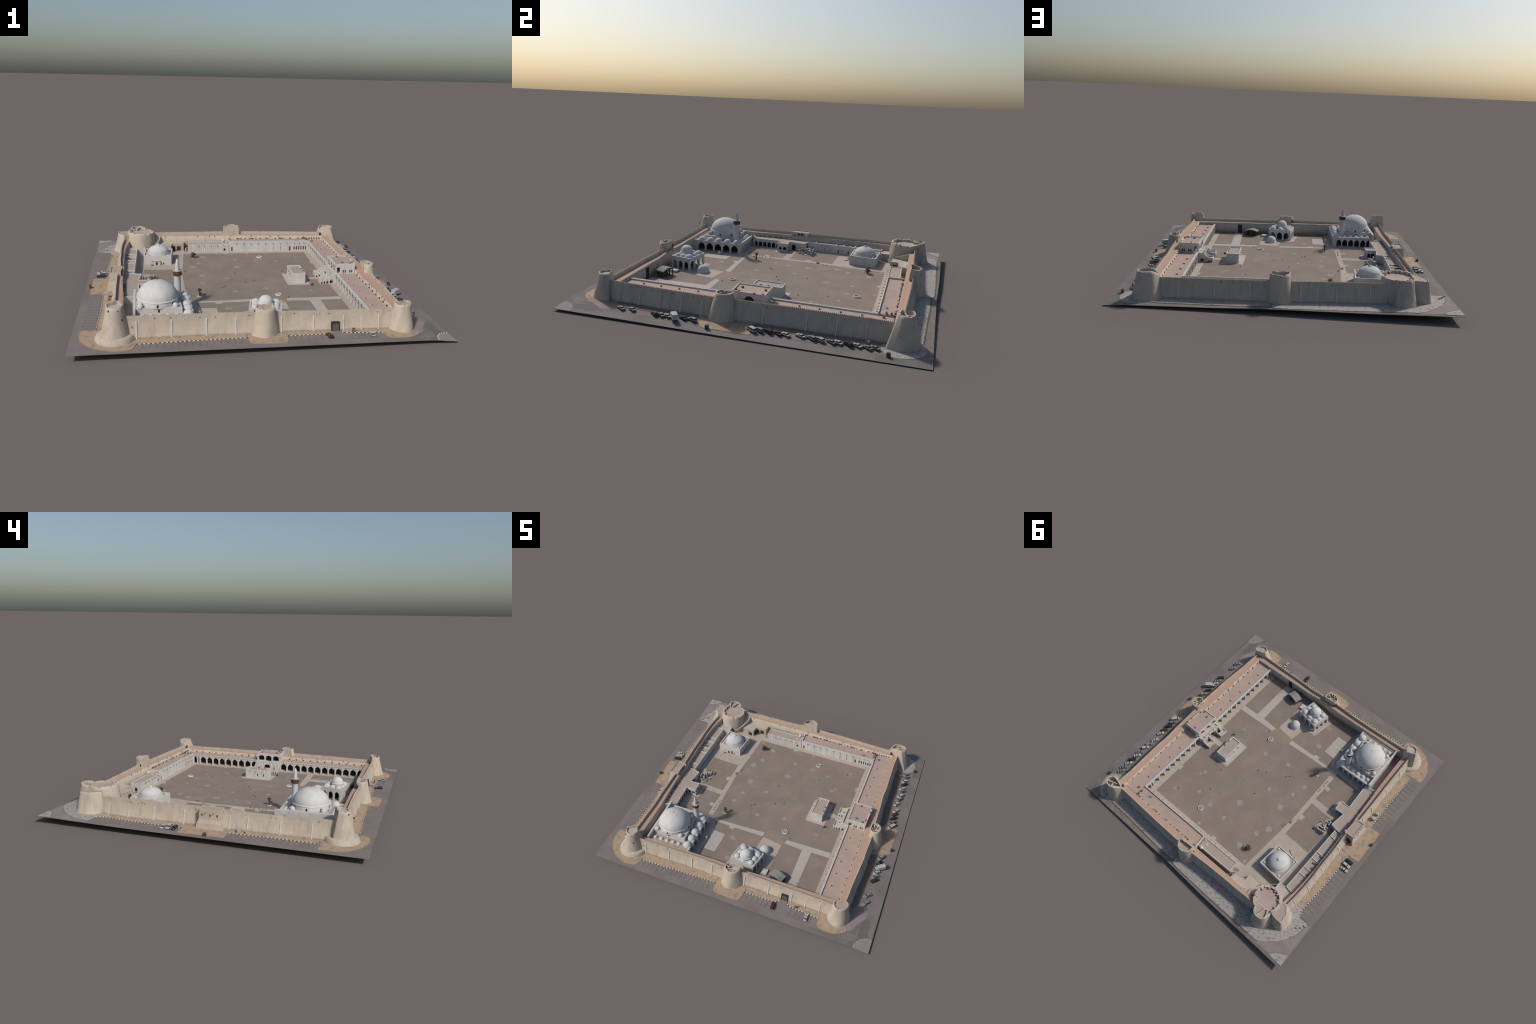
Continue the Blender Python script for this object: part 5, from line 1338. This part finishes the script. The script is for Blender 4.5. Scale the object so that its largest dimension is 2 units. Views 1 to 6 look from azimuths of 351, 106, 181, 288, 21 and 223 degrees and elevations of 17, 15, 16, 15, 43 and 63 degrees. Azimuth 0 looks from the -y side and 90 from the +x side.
def car(x, y, deg, kind, paint):
    body, win, roof = car_parts(kind, paint)
    root = empty("parked_" + {"sedan": "car", "suv": "jeep", "van": "van"}[kind], None, "%s parked %s with dark windows and black tyres" % (paint, {"sedan": "saloon car", "suv": "off-road car", "van": "passenger van"}[kind]), "car" if kind != "van" else "van", (x, y, gz(x, y) + 0.0012))
    root.rotation_euler = (0.004 * math.sin(math.radians(deg)), 0, math.radians(deg))
    for nm, me in (("car_body", body), ("car_windows", win), ("car_roof", roof)):
        o = bpy.data.objects.new(nm, me); COL.objects.link(o); o.parent = root
    for sx in (-0.0165, 0.0165):
        for sy in (-0.0106, 0.0106):
            o = bpy.data.objects.new("wheel", WH); COL.objects.link(o); o.parent = root; o.location = (sx, sy, 0.0042)
    xr = -0.0274 if kind == "sedan" else -0.0286
    for nm, xx, key in (("tail_lamp", xr, "lampr"), ("head_lamp", -xr - 0.0002, "lampw")):
        o = bpy.data.objects.new(nm, lamp_mesh(xx, 0.0085, 0.0072, key)); COL.objects.link(o); o.parent = root
A = 235
for x, y, k, c in [(0.893, -0.636, "sedan", "silver"), (0.888, -0.575, "sedan", "silver"), (0.898, -0.441, "suv", "green"), (0.897, -0.403, "sedan", "silver"), (0.896, -0.369, "sedan", "white"), (0.893, -0.281, "sedan", "black"), (0.896, -0.230, "suv", "silver"),
                   (0.901, 0.088, "van", "white"), (0.892, 0.125, "suv", "grey"), (0.891, 0.171, "suv", "black"), (0.893, 0.219, "sedan", "red"), (0.893, 0.260, "sedan", "white"), (0.882, 0.332, "sedan", "white"), (0.889, 0.387, "suv", "silver"), (0.892, 0.428, "suv", "white"),
                   (0.893, 0.486, "sedan", "grey"), (0.888, 0.517, "sedan", "white"), (0.891, 0.566, "suv", "black"), (0.888, 0.607, "sedan", "white"), (0.892, 0.657, "sedan", "grey"), (0.882, 0.690, "sedan", "silver")]:
    car(x, y, A + random.uniform(-5, 5), k, c)
car(-0.902, 0.119, 180, "suv", "black"); car(-0.899, 0.153, 180, "suv", "white"); car(-0.907, 0.188, 183, "sedan", "white")
car(0.565, -0.893, 92, "sedan", "white"); car(0.338, -0.893, 97, "suv", "maroon")
# box truck
tr = empty("box_truck", None, "white box truck with cab parked by the wall", "truck", (0.908, -0.329, gz(0.908, -0.329) + 0.001))
tr.rotation_euler = (0, 0, math.radians(217))
b = Geo(); lofted(b, [(-0.041, 0.012, 0.0145, 0.008), (-0.041, 0.012, 0.0145, 0.037)])
o = bpy.data.objects.new("cargo_box", bevelled(b, "cargo_box", ["paint_white"], 0.0008)); COL.objects.link(o); o.parent = tr
b = Geo(); lofted(b, [(0.014, 0.034, 0.0125, 0.005), (0.014, 0.035, 0.0130, 0.014), (0.014, 0.030, 0.0120, 0.024)])
o = bpy.data.objects.new("cab", bevelled(b, "cab", ["paint_white"], 0.001)); COL.objects.link(o); o.parent = tr
b = Geo(); lofted(b, [(0.017, 0.0354, 0.0133, 0.0140), (0.017, 0.0322, 0.0126, 0.0205)])
o = bpy.data.objects.new("car_windows", bevelled(b, "car_windows", ["glass"], 0.0004)); COL.objects.link(o); o.parent = tr
b = Geo(); lofted(b, [(-0.040, 0.030, 0.0100, 0.0045), (-0.040, 0.030, 0.0100, 0.0082)])
o = bpy.data.objects.new("chassis", bevelled(b, "chassis", ["tyre"], 0.0004)); COL.objects.link(o); o.parent = tr
for sx in (-0.030, 0.024):
    for sy in (-0.0115, 0.0115):
        o = bpy.data.objects.new("wheel", WH); COL.objects.link(o); o.parent = tr; o.location = (sx, sy, 0.0044); o.scale = (1.1, 1.1, 1.1)
